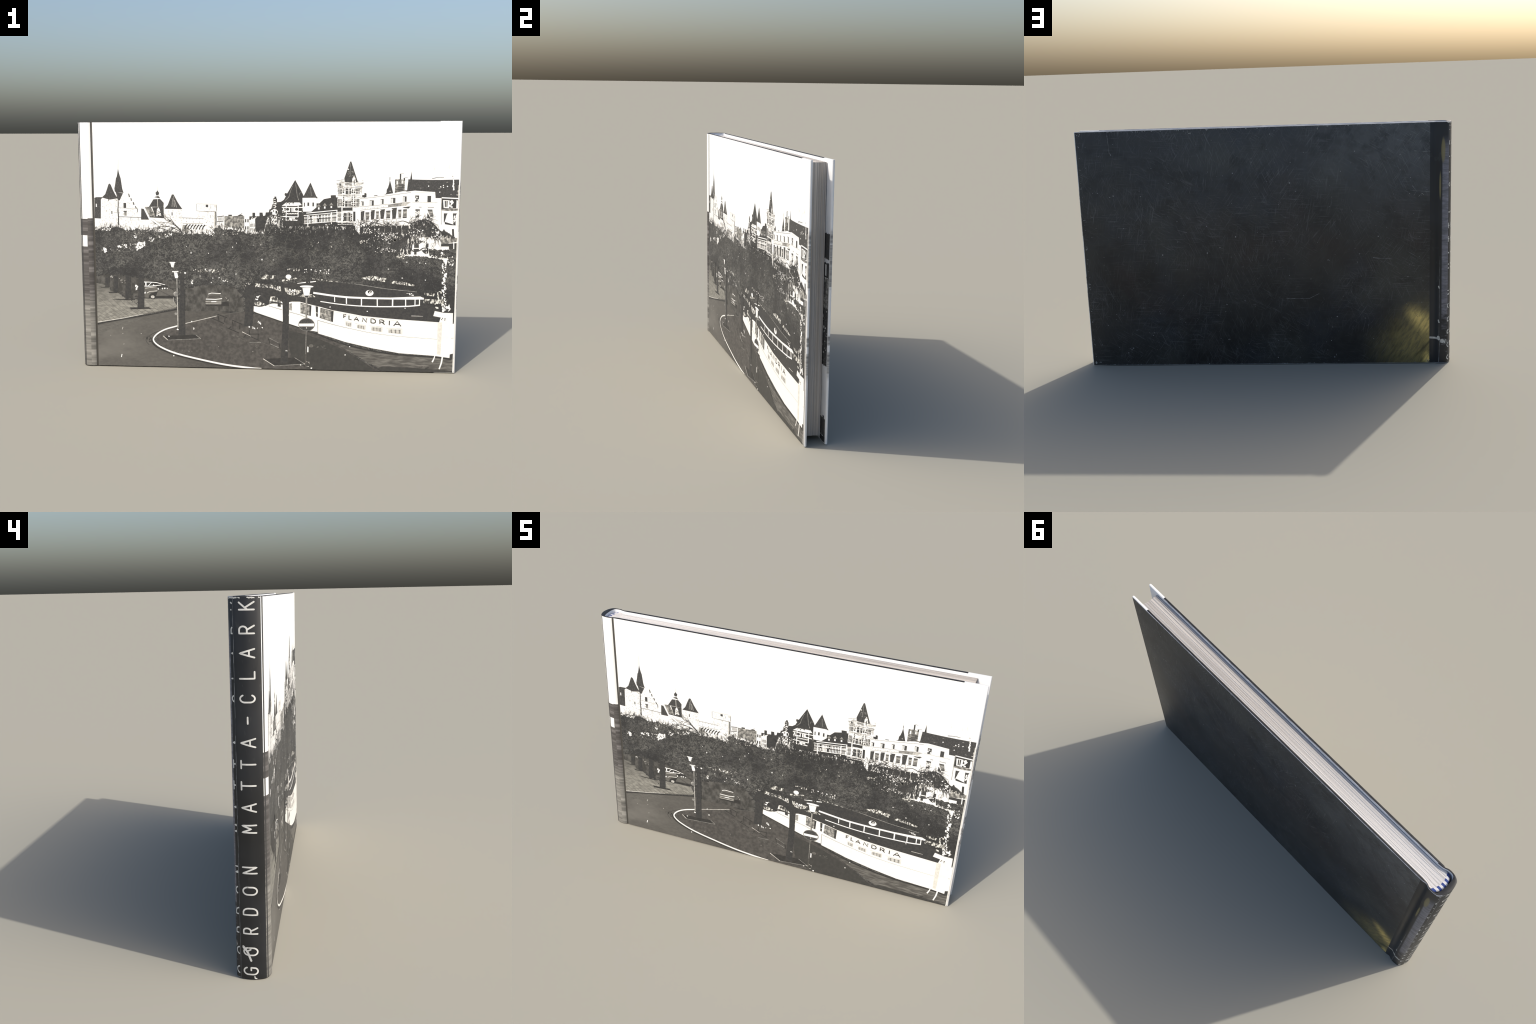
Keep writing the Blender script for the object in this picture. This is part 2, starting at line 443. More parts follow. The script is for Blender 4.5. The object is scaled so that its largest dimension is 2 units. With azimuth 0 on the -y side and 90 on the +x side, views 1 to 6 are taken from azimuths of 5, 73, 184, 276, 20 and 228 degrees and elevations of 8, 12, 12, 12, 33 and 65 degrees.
    P.flecks(G, "dark", 3, [(102, 895), (181, 897), (181, 888), (102, 886)], 16, 2, 4, (0.6, 1.4))
    P.box(G, "white", 2, *[(110, 867), (170, 851)])
    for q in ([(116, 860)], [(163, 860)]):
        P.oval(G, "dark", 3, q[0], 8.5, 7)
    P.box(G, "dark", 3, *[(129, 867), (136, 846)])
    P.line(G, "grey", 3, [(144, 867), (144, 848)], 3)
    for z in ([(86, 870), (194, 870)], [(97, 849), (189, 849)], [(89, 822), (172, 821)]):
        P.line(G, "white", 2, z, 4.5)
    for z in ([(109, 882), (109, 800)], [(171, 883), (171, 820)]):
        P.line(G, "white", 2, z, 5)
    P.panes(G, "white", 2, [(112, 840), (169, 841), (169, 832), (112, 832)], 7, 1, 0.75, 1.0)
    P.panes(G, "dark", 3, [(112, 835), (169, 836), (169, 828), (112, 828)], 7, 1, 0.55, 1.0)
    P.face(G, "stone", 2, [(112, 817), (169, 818), (167, 800), (117, 800)])
    for q in ([(117, 812)], [(162, 812)]):
        P.oval(G, "dark", 3, q[0], 8, 7)
    P.flecks(G, "dark", 3, [(119, 815), (159, 815), (159, 795), (120, 795)], 22, 2, 6)
    P.flecks(G, "white", 2, [(89, 862), (102, 862), (102, 842), (89, 842)], 9, 2, 6)
    P.flecks(G, "grey", 2, [(184, 883), (194, 883), (197, 840), (184, 840)], 14, 2, 4)
    # round turret
    P.face(G, "white", 2, [(193, 920), (265, 921), (263, 873), (236, 858), (209, 852), (194, 857)])
    P.face(G, "roof", 3, [(200, 931), (234, 1000), (250, 963), (264, 930), (273, 919), (267, 918), (261, 921), (193, 920)])
    P.line(G, "grey", 4, [(235, 975), (239, 930)], 2.5)
    for q in ([(201, 895), (206, 875)], [(219, 896), (228, 878)], [(245, 896), (253, 876)]):
        P.box(G, "roof", 3, *q)
    # long house with dormers
    P.face(G, "dark", 1, [(194, 848), (239, 848), (266, 871), (266, 892), (281, 892), (304, 914), (340, 921), (339, 934), (365, 935), (367, 923), (376, 925), (378, 772), (195, 770)])
    for q in ([(274, 871), (282, 860)], [(305, 876), (313, 865)], [(339, 878), (347, 868)]):
        P.box(G, "white", 2, *q)
        m_ = 0.5 * (q[0][0] + q[1][0])
        P.face(G, "grey", 2, [(m_ - 11, q[0][1] + 4), (m_, q[0][1] + 18), (m_ + 11, q[0][1] + 4)])
    P.face(G, "white", 2, [(213, 843), (374, 859), (375, 855), (214, 838)])
    for q in ([(200, 828), (376, 845)], [(222, 814), (373, 829)], [(201, 785), (376, 799)]):
        P.line(G, "white", 3, q, 3.6)
    for x, w in (([(222, 829)], 5), ([(344, 846)], 5), ([(372, 856)], 5)):
        P.line(G, "white", 3, [x[0], (x[0][0], x[0][1] - 62)], w)
    P.panes(G, "white", 2, [(202, 823), (219, 824), (219, 789), (202, 788)], 3, 2, 0.4, 0.75)
    P.panes(G, "white", 2, [(225, 827), (343, 838), (343, 795), (226, 787)], 15, 2, 0.5, 0.8, 0.12)
    P.face(G, "pale", 2, [(246, 825), (267, 826), (267, 791), (247, 790)])
    P.panes(G, "white", 2, [(347, 836), (370, 839), (371, 798), (347, 797)], 4, 2, 0.45, 0.8)
    P.flecks(G, "white", 3, [(314, 785), (334, 786), (334, 779), (314, 778)], 6, 4, 8, (0.4, 0.6))
    # tall tower
    T = "printed_tower"
    P.face(T, "brick", 2, [(374, 973), (369, 980), (369, 1010), (387, 1010), (390, 1014), (409, 1015), (410, 1001), (448, 1000), (448, 1020), (458, 1038), (466, 1020), (469, 1003), (501, 1000), (500, 1015), (507, 1010), (506, 986), (499, 966), (500, 872), (455, 872), (456, 772), (376, 772)])
    P.face(T, "roof", 3, [(408, 1022), (437, 1108), (443, 1108), (460, 1056), (478, 1003), (468, 1002), (466, 1020), (458, 1038), (449, 1020), (448, 1000), (411, 1002)])
    P.flecks(T, "grey", 4, [(426, 1062), (452, 1062), (456, 1030), (419, 1030)], 30, 1.2, 3.2)
    P.fleck(T, "white", 4, [(428, 1068)][0], 4)
    P.line(T, "grey", 4, [(439, 1101), (437, 1030)], 1.8)
    for q in ([(368, 1009), (387, 1010)], [(392, 1014), (409, 1014)], [(474, 1007), (482, 1007)]):
        P.line(T, "grey", 4, q, 2)
    P.box(T, "roof", 4, *[(383, 996), (391, 984)])
    P.line(T, "grey", 4, [(396, 1010), (396, 990)], 3)
    P.line(T, "roof", 4, [(459, 1013), (459, 990)], 4)
    P.panes(T, "roof", 4, [(412, 998), (446, 998), (447, 987), (412, 986)], 7, 1, 0.5, 1.0)
    P.panes(T, "roof", 4, [(407, 978), (448, 979), (448, 974), (407, 974)], 8, 1, 0.45, 0.9)
    P.panes(T, "pale", 4, [(469, 998), (501, 998), (501, 987), (469, 987)], 6, 1, 0.5, 0.9)
    P.line(T, "grey", 4, [(372, 977), (393, 979)], 2.5)
    P.line(T, "dark", 4, [(377, 970), (393, 974)], 3)
    P.line(T, "dark", 4, [(464, 977), (499, 978)], 3)
    for q in ([(416, 969), (443, 941)], [(414, 904), (443, 876)], [(408, 842), (442, 801)]):
        P.box(T, "roof", 4, *q)
        mx, h_ = 0.5 * (q[0][0] + q[1][0]), q[0][1] - q[1][1]
        P.line(T, "white", 5, [(mx, q[0][1]), (mx, q[1][1])], 3)
        P.line(T, "white", 5, [(mx + 6, q[0][1]), (mx + 6, q[1][1])], 1.5)
        P.line(T, "white", 5, [(q[0][0], q[1][1] + h_ * 0.62), (q[1][0], q[1][1] + h_ * 0.62)], 1.6)
    for q in ([(378, 967), (396, 967), (397, 940), (378, 938)], [(377, 917), (396, 917), (397, 876), (377, 875)], [(379, 840), (395, 842), (395, 801), (379, 799)], [(468, 970), (488, 970), (488, 941), (469, 940)], [(466, 918), (487, 918), (488, 876), (467, 876)]):
        P.panes(T, "roof", 4, q, 3, 2, 0.62, 0.86)
    for top in ([(402, 967), (408, 945)], [(402, 919), (409, 877)], [(446, 967), (453, 945)], [(446, 919), (453, 877)], [(459, 967), (465, 945)], [(459, 919), (465, 877)], [(403, 935), (408, 920)], [(447, 935), (452, 920)], [(460, 935), (464, 920)], [(404, 841), (409, 799)], [(444, 841), (451, 800)]):
        (x0, z1), (x1, z0) = top
        n = max(2, round((z1 - z0) / 11))
        for k in range(n):
            P.box(T, "dark", 4, (x0 + (2.5 if k % 2 else 0), z0 + (k + 0.06) * (z1 - z0) / n), (x1, z0 + (k + 0.86) * (z1 - z0) / n))
    P.line(T, "grey", 4, [(375, 935), (488, 936)], 2)
    for q in ([(401, 870), (452, 872), (453, 855), (402, 854)], [(375, 870), (396, 871), (397, 850), (375, 849)], [(455, 850), (467, 850), (468, 800), (456, 799)]):
        P.face(T, "dark", 4, q)
    P.panes(T, "white", 5, [(405, 855), (451, 855), (451, 849), (405, 849)], 7, 1, 0.6, 1.0)
    P.face(T, "dark", 4, [(376, 795), (456, 797), (456, 772), (376, 772)])
    for q in ([(376, 792), (455, 794)], [(376, 783), (455, 785)]):
        P.line(T, "white", 5, q, 3)
    P.line(T, "white", 5, [(397, 874), (399, 782)], 4.5)
    P.line(T, "white", 5, [(454, 874), (455, 787)], 4)

    # ---- right: spirelet, chimneys, big slate roof, white terrace, corner house
    R = "printed_terrace"
    P.face(R, "roof", 1, [(611, 938), (622, 943), (625, 949), (626, 964), (632, 974), (637, 991), (641, 1014), (648, 989), (659, 946)])
    P.line(R, "grey", 1, [(641, 1029), (641, 1013)], 3.5)
    P.line(R, "faint", 1, [(641, 1047), (641, 1030)], 1.5)
    P.fleck(R, "white", 2, [(643, 956)][0], 3)
    P.face(R, "mottle", 1, [(668, 1017), (691, 1018), (713, 1015), (717, 1021), (717, 959), (667, 947)])
    for k in range(13):
        q = at([(671, 991), (715, 996), (715, 959), (669, 952)], rng.uniform(0, 0.5), k / 13)
        P.line(R, "roof", 2, [q, (q[0] + rng.uniform(25, 42), q[1] + 1.5)], rng.uniform(1.2, 2.4))
    for q in ([(691, 1045), (698, 1016)], [(711, 1024), (718, 1010)], [(668, 1016), (673, 991)]):
        P.box(R, "roof", 2, *q)
    P.line(R, "grey", 2, [(691, 1044), (700, 1048), (711, 1046)], 2)
    P.line(R, "grey", 2, [(710, 1023), (720, 1026), (732, 1026)], 2)
    P.box(R, "white", 3, *[(675, 1008), (682, 991)])
    P.box(R, "white", 3, *[(701, 1011), (707, 996)])
    P.face(R, "white", 3, [(718, 1021), (732, 1023), (730, 962), (717, 959)])
    P.face(R, "dark", 1, [(744, 1017), (748, 1045), (749, 1060), (751, 1045), (754, 1017)])
    P.face(R, "roof", 2, [(735, 1018), (776, 1016), (829, 1015), (901, 1015), (991, 1017), (997, 923), (874, 922), (872, 953), (750, 954), (724, 952), (730, 964)])
    for q in [(838, 983), (933, 982), (895, 952), (914, 977), (900, 980), (913, 987)]:
        P.fleck(R, "white", 3, q, 4.5, 1.0)
    for q in [(832, 1004), (926, 1003), (794, 973), (888, 972), (948, 940), (988, 973), (980, 938)]:
        P.line(R, "grey", 3, [q, (q[0] + 9, q[1])], 3)
    for k in range(9):
        q = at([(959, 1016), (964, 1016), (966, 963), (959, 963)], rng.random(), (k + 0.4) / 9)
        P.fleck(R, "white", 3, q, rng.uniform(4, 7), 1.2)
    P.flecks(R, "pale", 3, [(985, 958), (994, 961), (995, 934), (981, 934)], 6, 2, 5)
    P.line(R, "roof", 2, [(855, 1022), (877, 1026), (915, 1027)], 3, 2)
    for k in range(16):
        q = at([(854, 1094), (947, 1094), (935, 1021), (856, 1021)], rng.random(), rng.random())
        P.line(R, "faint", 1, [q, (q[0] + rng.uniform(-10, 10), q[1] - rng.uniform(4, 18))], 1.5)
    P.flecks(R, "pale", 1, [(954, 1041), (962, 1041), (962, 1021), (955, 1021)], 6, 2, 4)
    P.flecks(R, "dark", 1, [(499, 946), (523, 946), (523, 925), (500, 924)], 5, 5, 8)
    P.box(R, "dark", 1, *[(501, 936), (523, 924)])
    P.box(R, "dark", 1, *[(512, 946), (522, 934)])
    P.line(R, "dark", 1, [(561, 932), (579, 934)], 3.5)
    P.face(R, "white", 3, [(488, 919), (612, 936), (724, 954), (770, 960), (872, 953), (875, 922), (907, 922), (911, 805), (908, 786), (490, 780)])
    P.line(R, "roof", 4, [(670, 956), (709, 959), (748, 959)], 4)
    P.line(R, "grey", 4, [(490, 916), (612, 931), (749, 950)], 2)
    P.line(R, "faint", 4, [(770, 951), (872, 947)], 2)
    wins = ([(495, 903), (509, 881)], [(540, 909), (561, 882)], [(596, 916), (611, 890)], [(648, 922), (671, 895)], [(709, 930), (728, 902)])
    for q in wins:
        P.box(R, "roof", 4, *q)
        w_ = q[1][0] - q[0][0]
        P.line(R, "white", 5, [(q[0][0] + w_ * 0.38, q[0][1] - 3), (q[0][0] + w_ * 0.38, q[1][1])], w_ * 0.22)
        P.line(R, "white", 5, [(q[0][0] + w_ * 0.12, q[0][1] - 3), (q[0][0] + w_ * 0.12, q[1][1])], w_ * 0.16)
    for q in ([(772, 935), (791, 903)], [(834, 933), (852, 901)]):
        P.box(R, "roof", 4, *q)
    P.flecks(R, "white", 5, [(774, 930), (789, 930), (789, 904), (775, 904)], 9, 3, 6)
    P.face(R, "grey", 4, [(633, 887), (710, 899), (750, 901), (721, 882), (635, 875)])
    P.face(R, "pale", 5, [(706, 897), (749, 900), (723, 883), (701, 881)])
    P.line(R, "grey", 4, [(491, 875), (633, 889)], 2)
    P.line(R, "grey", 4, [(491, 857), (635, 874), (718, 883), (750, 876)], 2)
    P.line(R, "pale", 4, [(757, 901), (793, 900), (885, 898)], 2.2)
    for k in range(20):
        q = at([(493, 872), (628, 885), (628, 877), (493, 863)], k / 20 + rng.uniform(-0.02, 0.02), rng.random())
        P.line(R, "pale", 4, [q, (q[0] + rng.uniform(-4, 6), q[1] - rng.uniform(3, 8))], 2)
    for q in ([(495, 850), (514, 855), (510, 805), (496, 805)], [(546, 856), (567, 860), (564, 812), (548, 810)], [(593, 861), (619, 864), (613, 813), (598, 813)], [(653, 869), (680, 872), (675, 816), (658, 814)]):  # shadows of the ground-floor pillars, drawn as dark parallelograms
        P.face(R, "roof", 4, q)
    for q in ([(514, 852), (550, 850), (546, 857)], [(567, 857), (601, 855), (594, 861)], [(618, 861), (661, 861), (650, 868)], [(679, 867), (711, 867), (706, 872)]):
        P.face(R, "white", 5, [q[0], q[1], q[2]])
    for q in ([(519, 846), (539, 847), (538, 809), (521, 808)], [(573, 851), (588, 852), (587, 814), (576, 813)], [(625, 855), (647, 857), (646, 817), (627, 816)], [(686, 861), (703, 862), (702, 821), (689, 820)], [(712, 863), (731, 864), (731, 819), (710, 818)], [(774, 864), (797, 864), (793, 822), (775, 822)], [(835, 863), (860, 863), (868, 827), (851, 825)]):
        P.face(R, "grey", 4, q)
        P.face(R, "roof", 5, [q[0], q[1], at(q, 1, 0.16), at(q, 0, 0.16)])
        for v in (0.35, 0.55, 0.72):
            P.face(R, "pale" if v < 0.5 else "roof", 5, [at(q, 0.15, v), at(q, 0.9, v), at(q, 0.9, v + 0.06), at(q, 0.15, v + 0.06)])
        P.face(R, "roof", 5, [at(q, 0.02, 0.86), at(q, 0.96, 0.86), at(q, 0.96, 1), at(q, 0.02, 1)])
    P.flecks(R, "white", 6, [(776, 854), (794, 854), (792, 834), (776, 834)], 8, 4, 8)
    P.face(R, "roof", 5, [(835, 844), (839, 842), (853, 816), (835, 817)])
    P.face(R, "dark", 5, [(707, 874), (748, 877), (740, 868), (716, 870)])
    for q in ([(791, 875), (805, 875)], [(837, 874), (868, 873)]):
        P.line(R, "grey", 5, q, 3)
    for q in ([(491, 803), (541, 805)], [(547, 809), (576, 811)], [(621, 810), (648, 812)], [(655, 812), (674, 814)], [(683, 814), (703, 815)]):
        P.line(R, "grey", 4, q, 2.5)
    for q in ([(614, 813), (615, 783)], [(677, 816), (679, 784)]):
        P.line(R, "pale", 4, q, 4)
    P.line(R, "grey", 4, [(905, 922), (907, 786)], 2.5)
    # corner house at the right edge
    P.face(R, "white", 3, [(906, 927), (998, 923), (1003, 776), (908, 776)])
    P.face(R, "dark", 4, [(907, 921), (998, 917), (998, 871), (907, 866)])
    P.face(R, "white", 5, [(913, 912), (946, 911), (945, 871), (917, 872)])
    P.panes(R, "roof", 6, [(920, 908), (938, 908), (937, 877), (922, 876)], 2, 1, 0.7, 1.0)
    P.flecks(R, "white", 5, [(950, 910), (964, 911), (961, 875), (947, 875)], 12, 4, 8, (0.8, 1.8))
    P.face(R, "white", 5, [(981, 912), (988, 910), (990, 848), (980, 850)])
    P.face(R, "mottle", 5, [(907, 866), (999, 869), (999, 859), (954, 855), (908, 859)])
    for q in ([(919, 844), (938, 844), (932, 831), (930, 820), (924, 800), (920, 796)], [(965, 844), (985, 844), (979, 832), (980, 786), (967, 791)]):
        P.face(R, "roof", 5, q)
    P.flecks(R, "white", 6, [(966, 830), (977, 830), (976, 796), (968, 796)], 10, 2, 5, (1.5, 3), (-0.1, 0.1))
    P.face(R, "dark", 5, [(924, 800), (944, 794), (967, 787), (979, 793), (981, 782), (956, 783), (926, 788)])
    P.face(R, "faint", 4, [(988, 860), (999, 859), (1001, 776), (988, 776)])

    # ---- bare trees: one dark twiggy mass, everything below it printed over it
    W = "printed_trees"
    crown = ([(-916, 743), (-869, 756), (-782, 760), (-734, 744), (-672, 750), (-609, 744), (-562, 735), (-518, 743), (-471, 740), (-433, 726), (-361, 727), (-280, 728), (-261, 764), (-228, 755), (-162, 750), (-115, 740), (-87, 727), (-54, 728), (-7, 731)]
             + [(3, 782), (92, 777), (199, 773), (278, 777), (370, 781), (466, 778), (470, 754), (486, 735), (510, 717), (556, 696), (602, 711), (648, 692), (684, 707)]
             + [(639, 685), (672, 662), (695, 624), (787, 621), (915, 610), (939, 571), (951, 636), (963, 688), (984, 679)])
    crown[0] = (LEFT, crown[0][1])
    crown.append((RIGHT, crown[-1][1]))
    rough_crown = [(x, z - (rng.random() ** 2 * 26 if 60 < x < 420 else 0)) for x, z in ragged(crown, 4.0, 4.5)]
    P.face(W, "tree", 6, rough_crown + [(RIGHT, 2), (LEFT, 2)])
    veil = [(x, z + 6 + rng.random() ** 2 * 22) for x, z in ragged([p for p in crown if p[0] < 170], 3.0, 3.0)]
    P.face(W, "veil", 5, veil + [(veil[-1][0], 700), (LEFT, 700)])
    # twigs standing up out of the mass
    for i in range(0, len(rough_crown), 2):
        x, z = rough_crown[i]
        if x < 700 and rng.random() < 0.8:
            P.branch(W, "dark", 6, (x, z - 8), rng.choice((0.5, 2.6, 1.2, 1.9)) + rng.uniform(-0.4, 0.4), rng.uniform(14, 34), 1.8, 1)
    for p, ang, ln in (([(-433, 728)][0], 2.4, 120), ([(-433, 728)][0], 2.75, 150), ([(-442, 735)][0], 1.9, 60), ([(-518, 744)][0], 2.6, 70)):
        P.branch(W, "dark", 6, p, ang, ln, 4.0, 2, 0.5)
    # lower rows of terrace windows half hidden by branches
    for q in ([(492, 768), (510, 739)], [(545, 773), (567, 735)], [(571, 776), (611, 730)], [(620, 777), (646, 720)], [(656, 778), (676, 720)], [(682, 779), (704, 723)], [(711, 779), (739, 736)]):
        P.box(W, "tree", 6, *q)
    P.face(W, "thicket", 5, ragged([(492, 776), (541, 779), (596, 775), (645, 773), (689, 773), (733, 778), (762, 788), (793, 801), (827, 809), (854, 799), (884, 769), (914, 745), (910, 720), (832, 718), (749, 719), (730, 701), (716, 636), (494, 634)], 3, 9)[:-1])
    P.face(W, "thicket", 5, ragged([(706, 671), (739, 716), (763, 721), (832, 692), (764, 681), (756, 629), (702, 628)], 5, 5)[:-1])
    P.face(W, "tree", 6, ragged([(493, 739), (567, 735), (646, 720), (708, 701), (734, 721), (730, 671), (701, 661), (701, 626), (495, 619)], 4, 4)[:-1])
    # the big arching limbs on the right
    for pts, w0, w1 in (([(664, 655), (686, 681), (703, 697), (729, 716), (753, 736), (775, 756), (786, 776), (803, 801), (827, 810)], 26, 5),
                        ([(698, 691), (722, 708), (753, 725), (782, 739), (804, 751), (816, 766), (822, 770)], 14, 5),
                        ([(822, 770), (855, 762), (884, 756), (909, 750)], 5, 4), ([(827, 810), (854, 799), (876, 777), (894, 757), (914, 745), (943, 738), (973, 716)], 7, 9),
                        ([(751, 629), (751, 686), (751, 721)], 7, 5), ([(755, 661), (768, 646), (795, 647), (811, 658), (821, 663), (845, 662)], 5, 4), ([(756, 681), (762, 666)], 4, 3),
                        ([(492, 781), (514, 794), (531, 800), (556, 793)], 5, 2), ([(524, 764), (546, 784), (571, 793), (595, 787), (620, 779)], 6, 3), ([(683, 795), (708, 803), (727, 799), (745, 792), (771, 796), (805, 807)], 3, 5),
                        ([(566, 806), (583, 806), (593, 795)], 3, 2), ([(812, 652), (824, 639), (836, 633)], 4, 4), ([(841, 662), (841, 635)], 8, 8)):
        P.line(W, "dark", 7, curve(pts, 4), w0, w1)
    for k in range(110):
        q = at([(737, 796), (839, 809), (885, 722), (739, 721)], rng.random(), rng.random())
        P.branch(W, "dark", 7, q, rng.uniform(-0.3, 1.4), rng.uniform(18, 45), 2.2, 1, 0.6)
    for k in range(40):
        q = at([(829, 806), (864, 796), (910, 713), (812, 717)], rng.random(), rng.random())
        P.branch(W, "dark", 7, q, rng.uniform(-1.2, 0.2), rng.uniform(20, 50), 2.0, 1, 0.6)
    for k in range(80):
        q = at([(492, 791), (679, 785), (705, 701), (493, 719)], rng.random(), rng.random())
        P.branch(W, "dark", 7, q, rng.uniform(0.2, 2.9), rng.uniform(18, 50), 2.4, 1, 0.3)
    for k in range(26):
        q = at([(739, 716), (837, 717), (833, 687), (755, 671)], rng.random(), rng.random())
        P.branch(W, "grey", 7, q, rng.uniform(0.4, 2.7), rng.uniform(12, 35), 1.4, 1)
    P.face(W, "tree", 7, [(833, 779), (857, 779), (858, 722), (833, 722)])
    for q in ([(772, 689), (795, 689), (797, 664), (772, 664)], [(835, 687), (846, 687), (845, 668), (830, 662)], [(769, 658), (797, 659), (798, 646), (770, 646)], [(812, 649), (831, 636), (838, 652), (831, 657)], [(773, 644), (785, 644), (785, 629), (773, 629)]):
        P.face(W, "roof", 7, q)
    P.oval(W, "pale", 7, [(866, 676)][0], 9, 15)
    P.oval(W, "white", 8, [(866, 676)][0], 6.5, 12)
    P.fleck(W, "dark", 9, [(867, 674)][0], 4)
    P.face(W, "tree", 7, ragged([(846, 657), (877, 657), (912, 653), (994, 659), (994, 614), (913, 613), (849, 622)], 4, 4)[:-1])
    P.face(W, "mottle", 7, [(907, 722), (968, 713), (994, 716), (994, 698), (911, 683), (909, 655)])
    P.face(W, "tree", 7, ragged([(907, 742), (923, 762), (941, 743), (973, 723), (994, 716), (994, 703), (959, 708), (908, 703)], 4, 5)[:-1])
    P.face(W, "dark", 7, [(910, 690), (950, 687), (993, 691), (994, 656), (950, 656), (950, 673), (911, 673)])
    P.face(W, "white", 8, [(971, 698), (976, 698), (977, 660), (972, 660)])
    P.line(W, "dark", 7, [(967, 763), (970, 723)], 10)
    # facades fading into the twigs
    P.panes(W, "grey", 7, [(12, 776), (194, 773), (194, 731), (7, 734)], 19, 4, 0.35, 0.5, 0.75)
    P.panes(W, "grey", 7, [(199, 780), (463, 784), (463, 728), (199, 726)], 31, 5, 0.35, 0.55, 0.78)
    for k in range(40):
        q = at([(7, 771), (463, 775), (463, 728), (7, 724)], rng.random(), rng.random())
        P.branch(W, "dark", 8, q, rng.uniform(0.2, 2.9), rng.uniform(14, 40), 2.2, 1)
    # light seen through the crowns
    S = "printed_light_gaps"
    P.flecks(S, "white", 8, [(507, 764), (596, 765), (596, 740), (508, 739)], 26, 2, 6, (0.3, 0.75), (-1.3, 1.3))
    P.flecks(S, "white", 8, [(586, 740), (689, 746), (695, 706), (587, 705)], 60, 2, 6.5, (0.3, 0.75), (-1.3, 1.3))
    P.flecks(S, "white", 8, [(612, 710), (650, 745), (657, 645), (613, 640)], 26, 2, 6, (0.3, 0.75), (-1.3, 1.3))
    P.flecks(S, "white", 8, [(532, 739), (597, 720), (598, 635), (534, 644)], 30, 1.5, 6, (0.3, 0.75), (-1.3, 1.3))
    P.flecks(S, "white", 8, [(603, 660), (672, 660), (682, 635), (603, 635)], 26, 2, 6.5, (0.3, 0.75), (-1.3, 1.3))
    P.flecks(S, "twig", 8, [(493, 719), (705, 721), (707, 621), (495, 619)], 90, 2, 6)
    P.flecks(S, "white", 8, [(738, 766), (821, 771), (822, 722), (739, 721)], 34, 2, 6.5, (0.4, 1.0), (0.2, 0.8))
    P.flecks(S, "white", 8, [(859, 777), (909, 742), (910, 713), (856, 722)], 30, 2, 8, (0.4, 0.9), (-0.8, -0.2))
    P.flecks(S, "pale", 8, [(914, 742), (958, 723), (959, 708), (915, 708)], 16, 1.5, 5, (1, 2.5), (-0.1, 0.1))
    P.flecks(S, "pale", 8, [(493, 701), (530, 699), (531, 684), (494, 686)], 18, 2, 5)
    P.flecks(S, "dapple", 8, [(687, 628), (724, 623), (724, 608), (682, 609)], 14, 4, 9)
    P.flecks(S, "white", 8, [(844, 637), (888, 628), (888, 620), (844, 621)], 10, 3, 7, (0.3, 0.6))
    # left grove: ragged chain of bright gaps
    P.flecks(S, "white", 8, [(-865, 650), (-845, 646), (-847, 624), (-864, 625)], 14, 3, 6.5)
    P.flecks(S, "white", 8, [(-790, 661), (-763, 668), (-766, 649), (-790, 649)], 14, 3, 6.5)
    P.flecks(S, "white", 8, [(-757, 670), (-738, 670), (-743, 653), (-753, 653)], 9, 3, 6.5)
    P.flecks(S, "white", 8, [(-695, 670), (-643, 689), (-641, 663), (-687, 635)], 60, 2.5, 7, (0.9, 1.8))
    P.flecks(S, "white", 8, [(-626, 706), (-591, 706), (-591, 686), (-624, 685)], 13, 2, 5, (1.2, 2.4))
    P.flecks(S, "white", 8, [(-568, 716), (-496, 731), (-496, 717), (-558, 696)], 20, 1.5, 4.5, (0.9, 2))
    P.flecks(S, "white", 8, [(-878, 656), (-678, 677), (-679, 640), (-874, 625)], 26, 1, 3.2)
    P.flecks(S, "white", 8, [(-708, 730), (-689, 730), (-688, 703), (-698, 703)], 7, 2.5, 5)
    P.flecks(S, "stone", 8, [(-879, 753), (-825, 753), (-825, 741), (-879, 743)], 40, 1.5, 4.5, (0.4, 1.0))
    P.flecks(S, "pale", 8, [(-759, 750), (-553, 743), (-533, 715), (-698, 709)], 80, 1, 3.6, (0.3, 0.7), (-0.5, 0.3))
    P.flecks(S, "white", 8, [(-676, 754), (-615, 751), (-561, 735), (-656, 738)], 26, 1.5, 5, (0.25, 0.5), (-0.3, 0.3))
    P.flecks(S, "white", 8, [(-545, 731), (-455, 752), (-453, 734), (-533, 719)], 24, 1.5, 5, (0.3, 0.7))
    P.flecks(S, "grey", 8, [(-883, 741), (-697, 738), (-698, 685), (-885, 687)], 60, 1, 3)
    P.flecks(S, "white", 8, [(-310, 727), (-269, 743), (-269, 720), (-310, 717)], 22, 2, 6)
    P.flecks(S, "pale", 8, [(-236, 741), (-127, 749), (-122, 719), (-224, 723)], 34, 1.5, 5, (0.3, 0.7), (-0.7, 0))
    P.flecks(S, "grey", 8, [(-453, 731), (4, 735), (4, 700), (-453, 696)], 90, 1, 3.4, (0.3, 0.7))
    P.flecks(S, "twig", 8, [(-453, 701), (77, 705), (77, 528), (-456, 521)], 200, 1, 3.5)
    P.flecks(S, "grey", 8, [(-2, 776), (208, 773), (463, 775), (-2, 715)], 60, 1.2, 3.6)
    P.flecks(S, "twig", 8, [(222, 735), (463, 737), (465, 653), (223, 651)], 70, 1, 4)
    P.flecks(S, "pale", 8, [(222, 717), (463, 728), (465, 653), (223, 651)], 14, 1, 3.5)
    P.flecks(S, "twig", 8, [(223, 700), (464, 702), (466, 561), (224, 558)], 110, 1.5, 5)
    for q in [(-395, 626), (-301, 624), (-152, 680), (-64, 670), (-24, 672), (-18, 594), (-204, 633), (-419, 660), (41, 593), (-173, 659), (-288, 468), (-348, 502)]:
        P.fleck(S, "white", 8, q, rng.uniform(2.2, 4.5), 1.3)
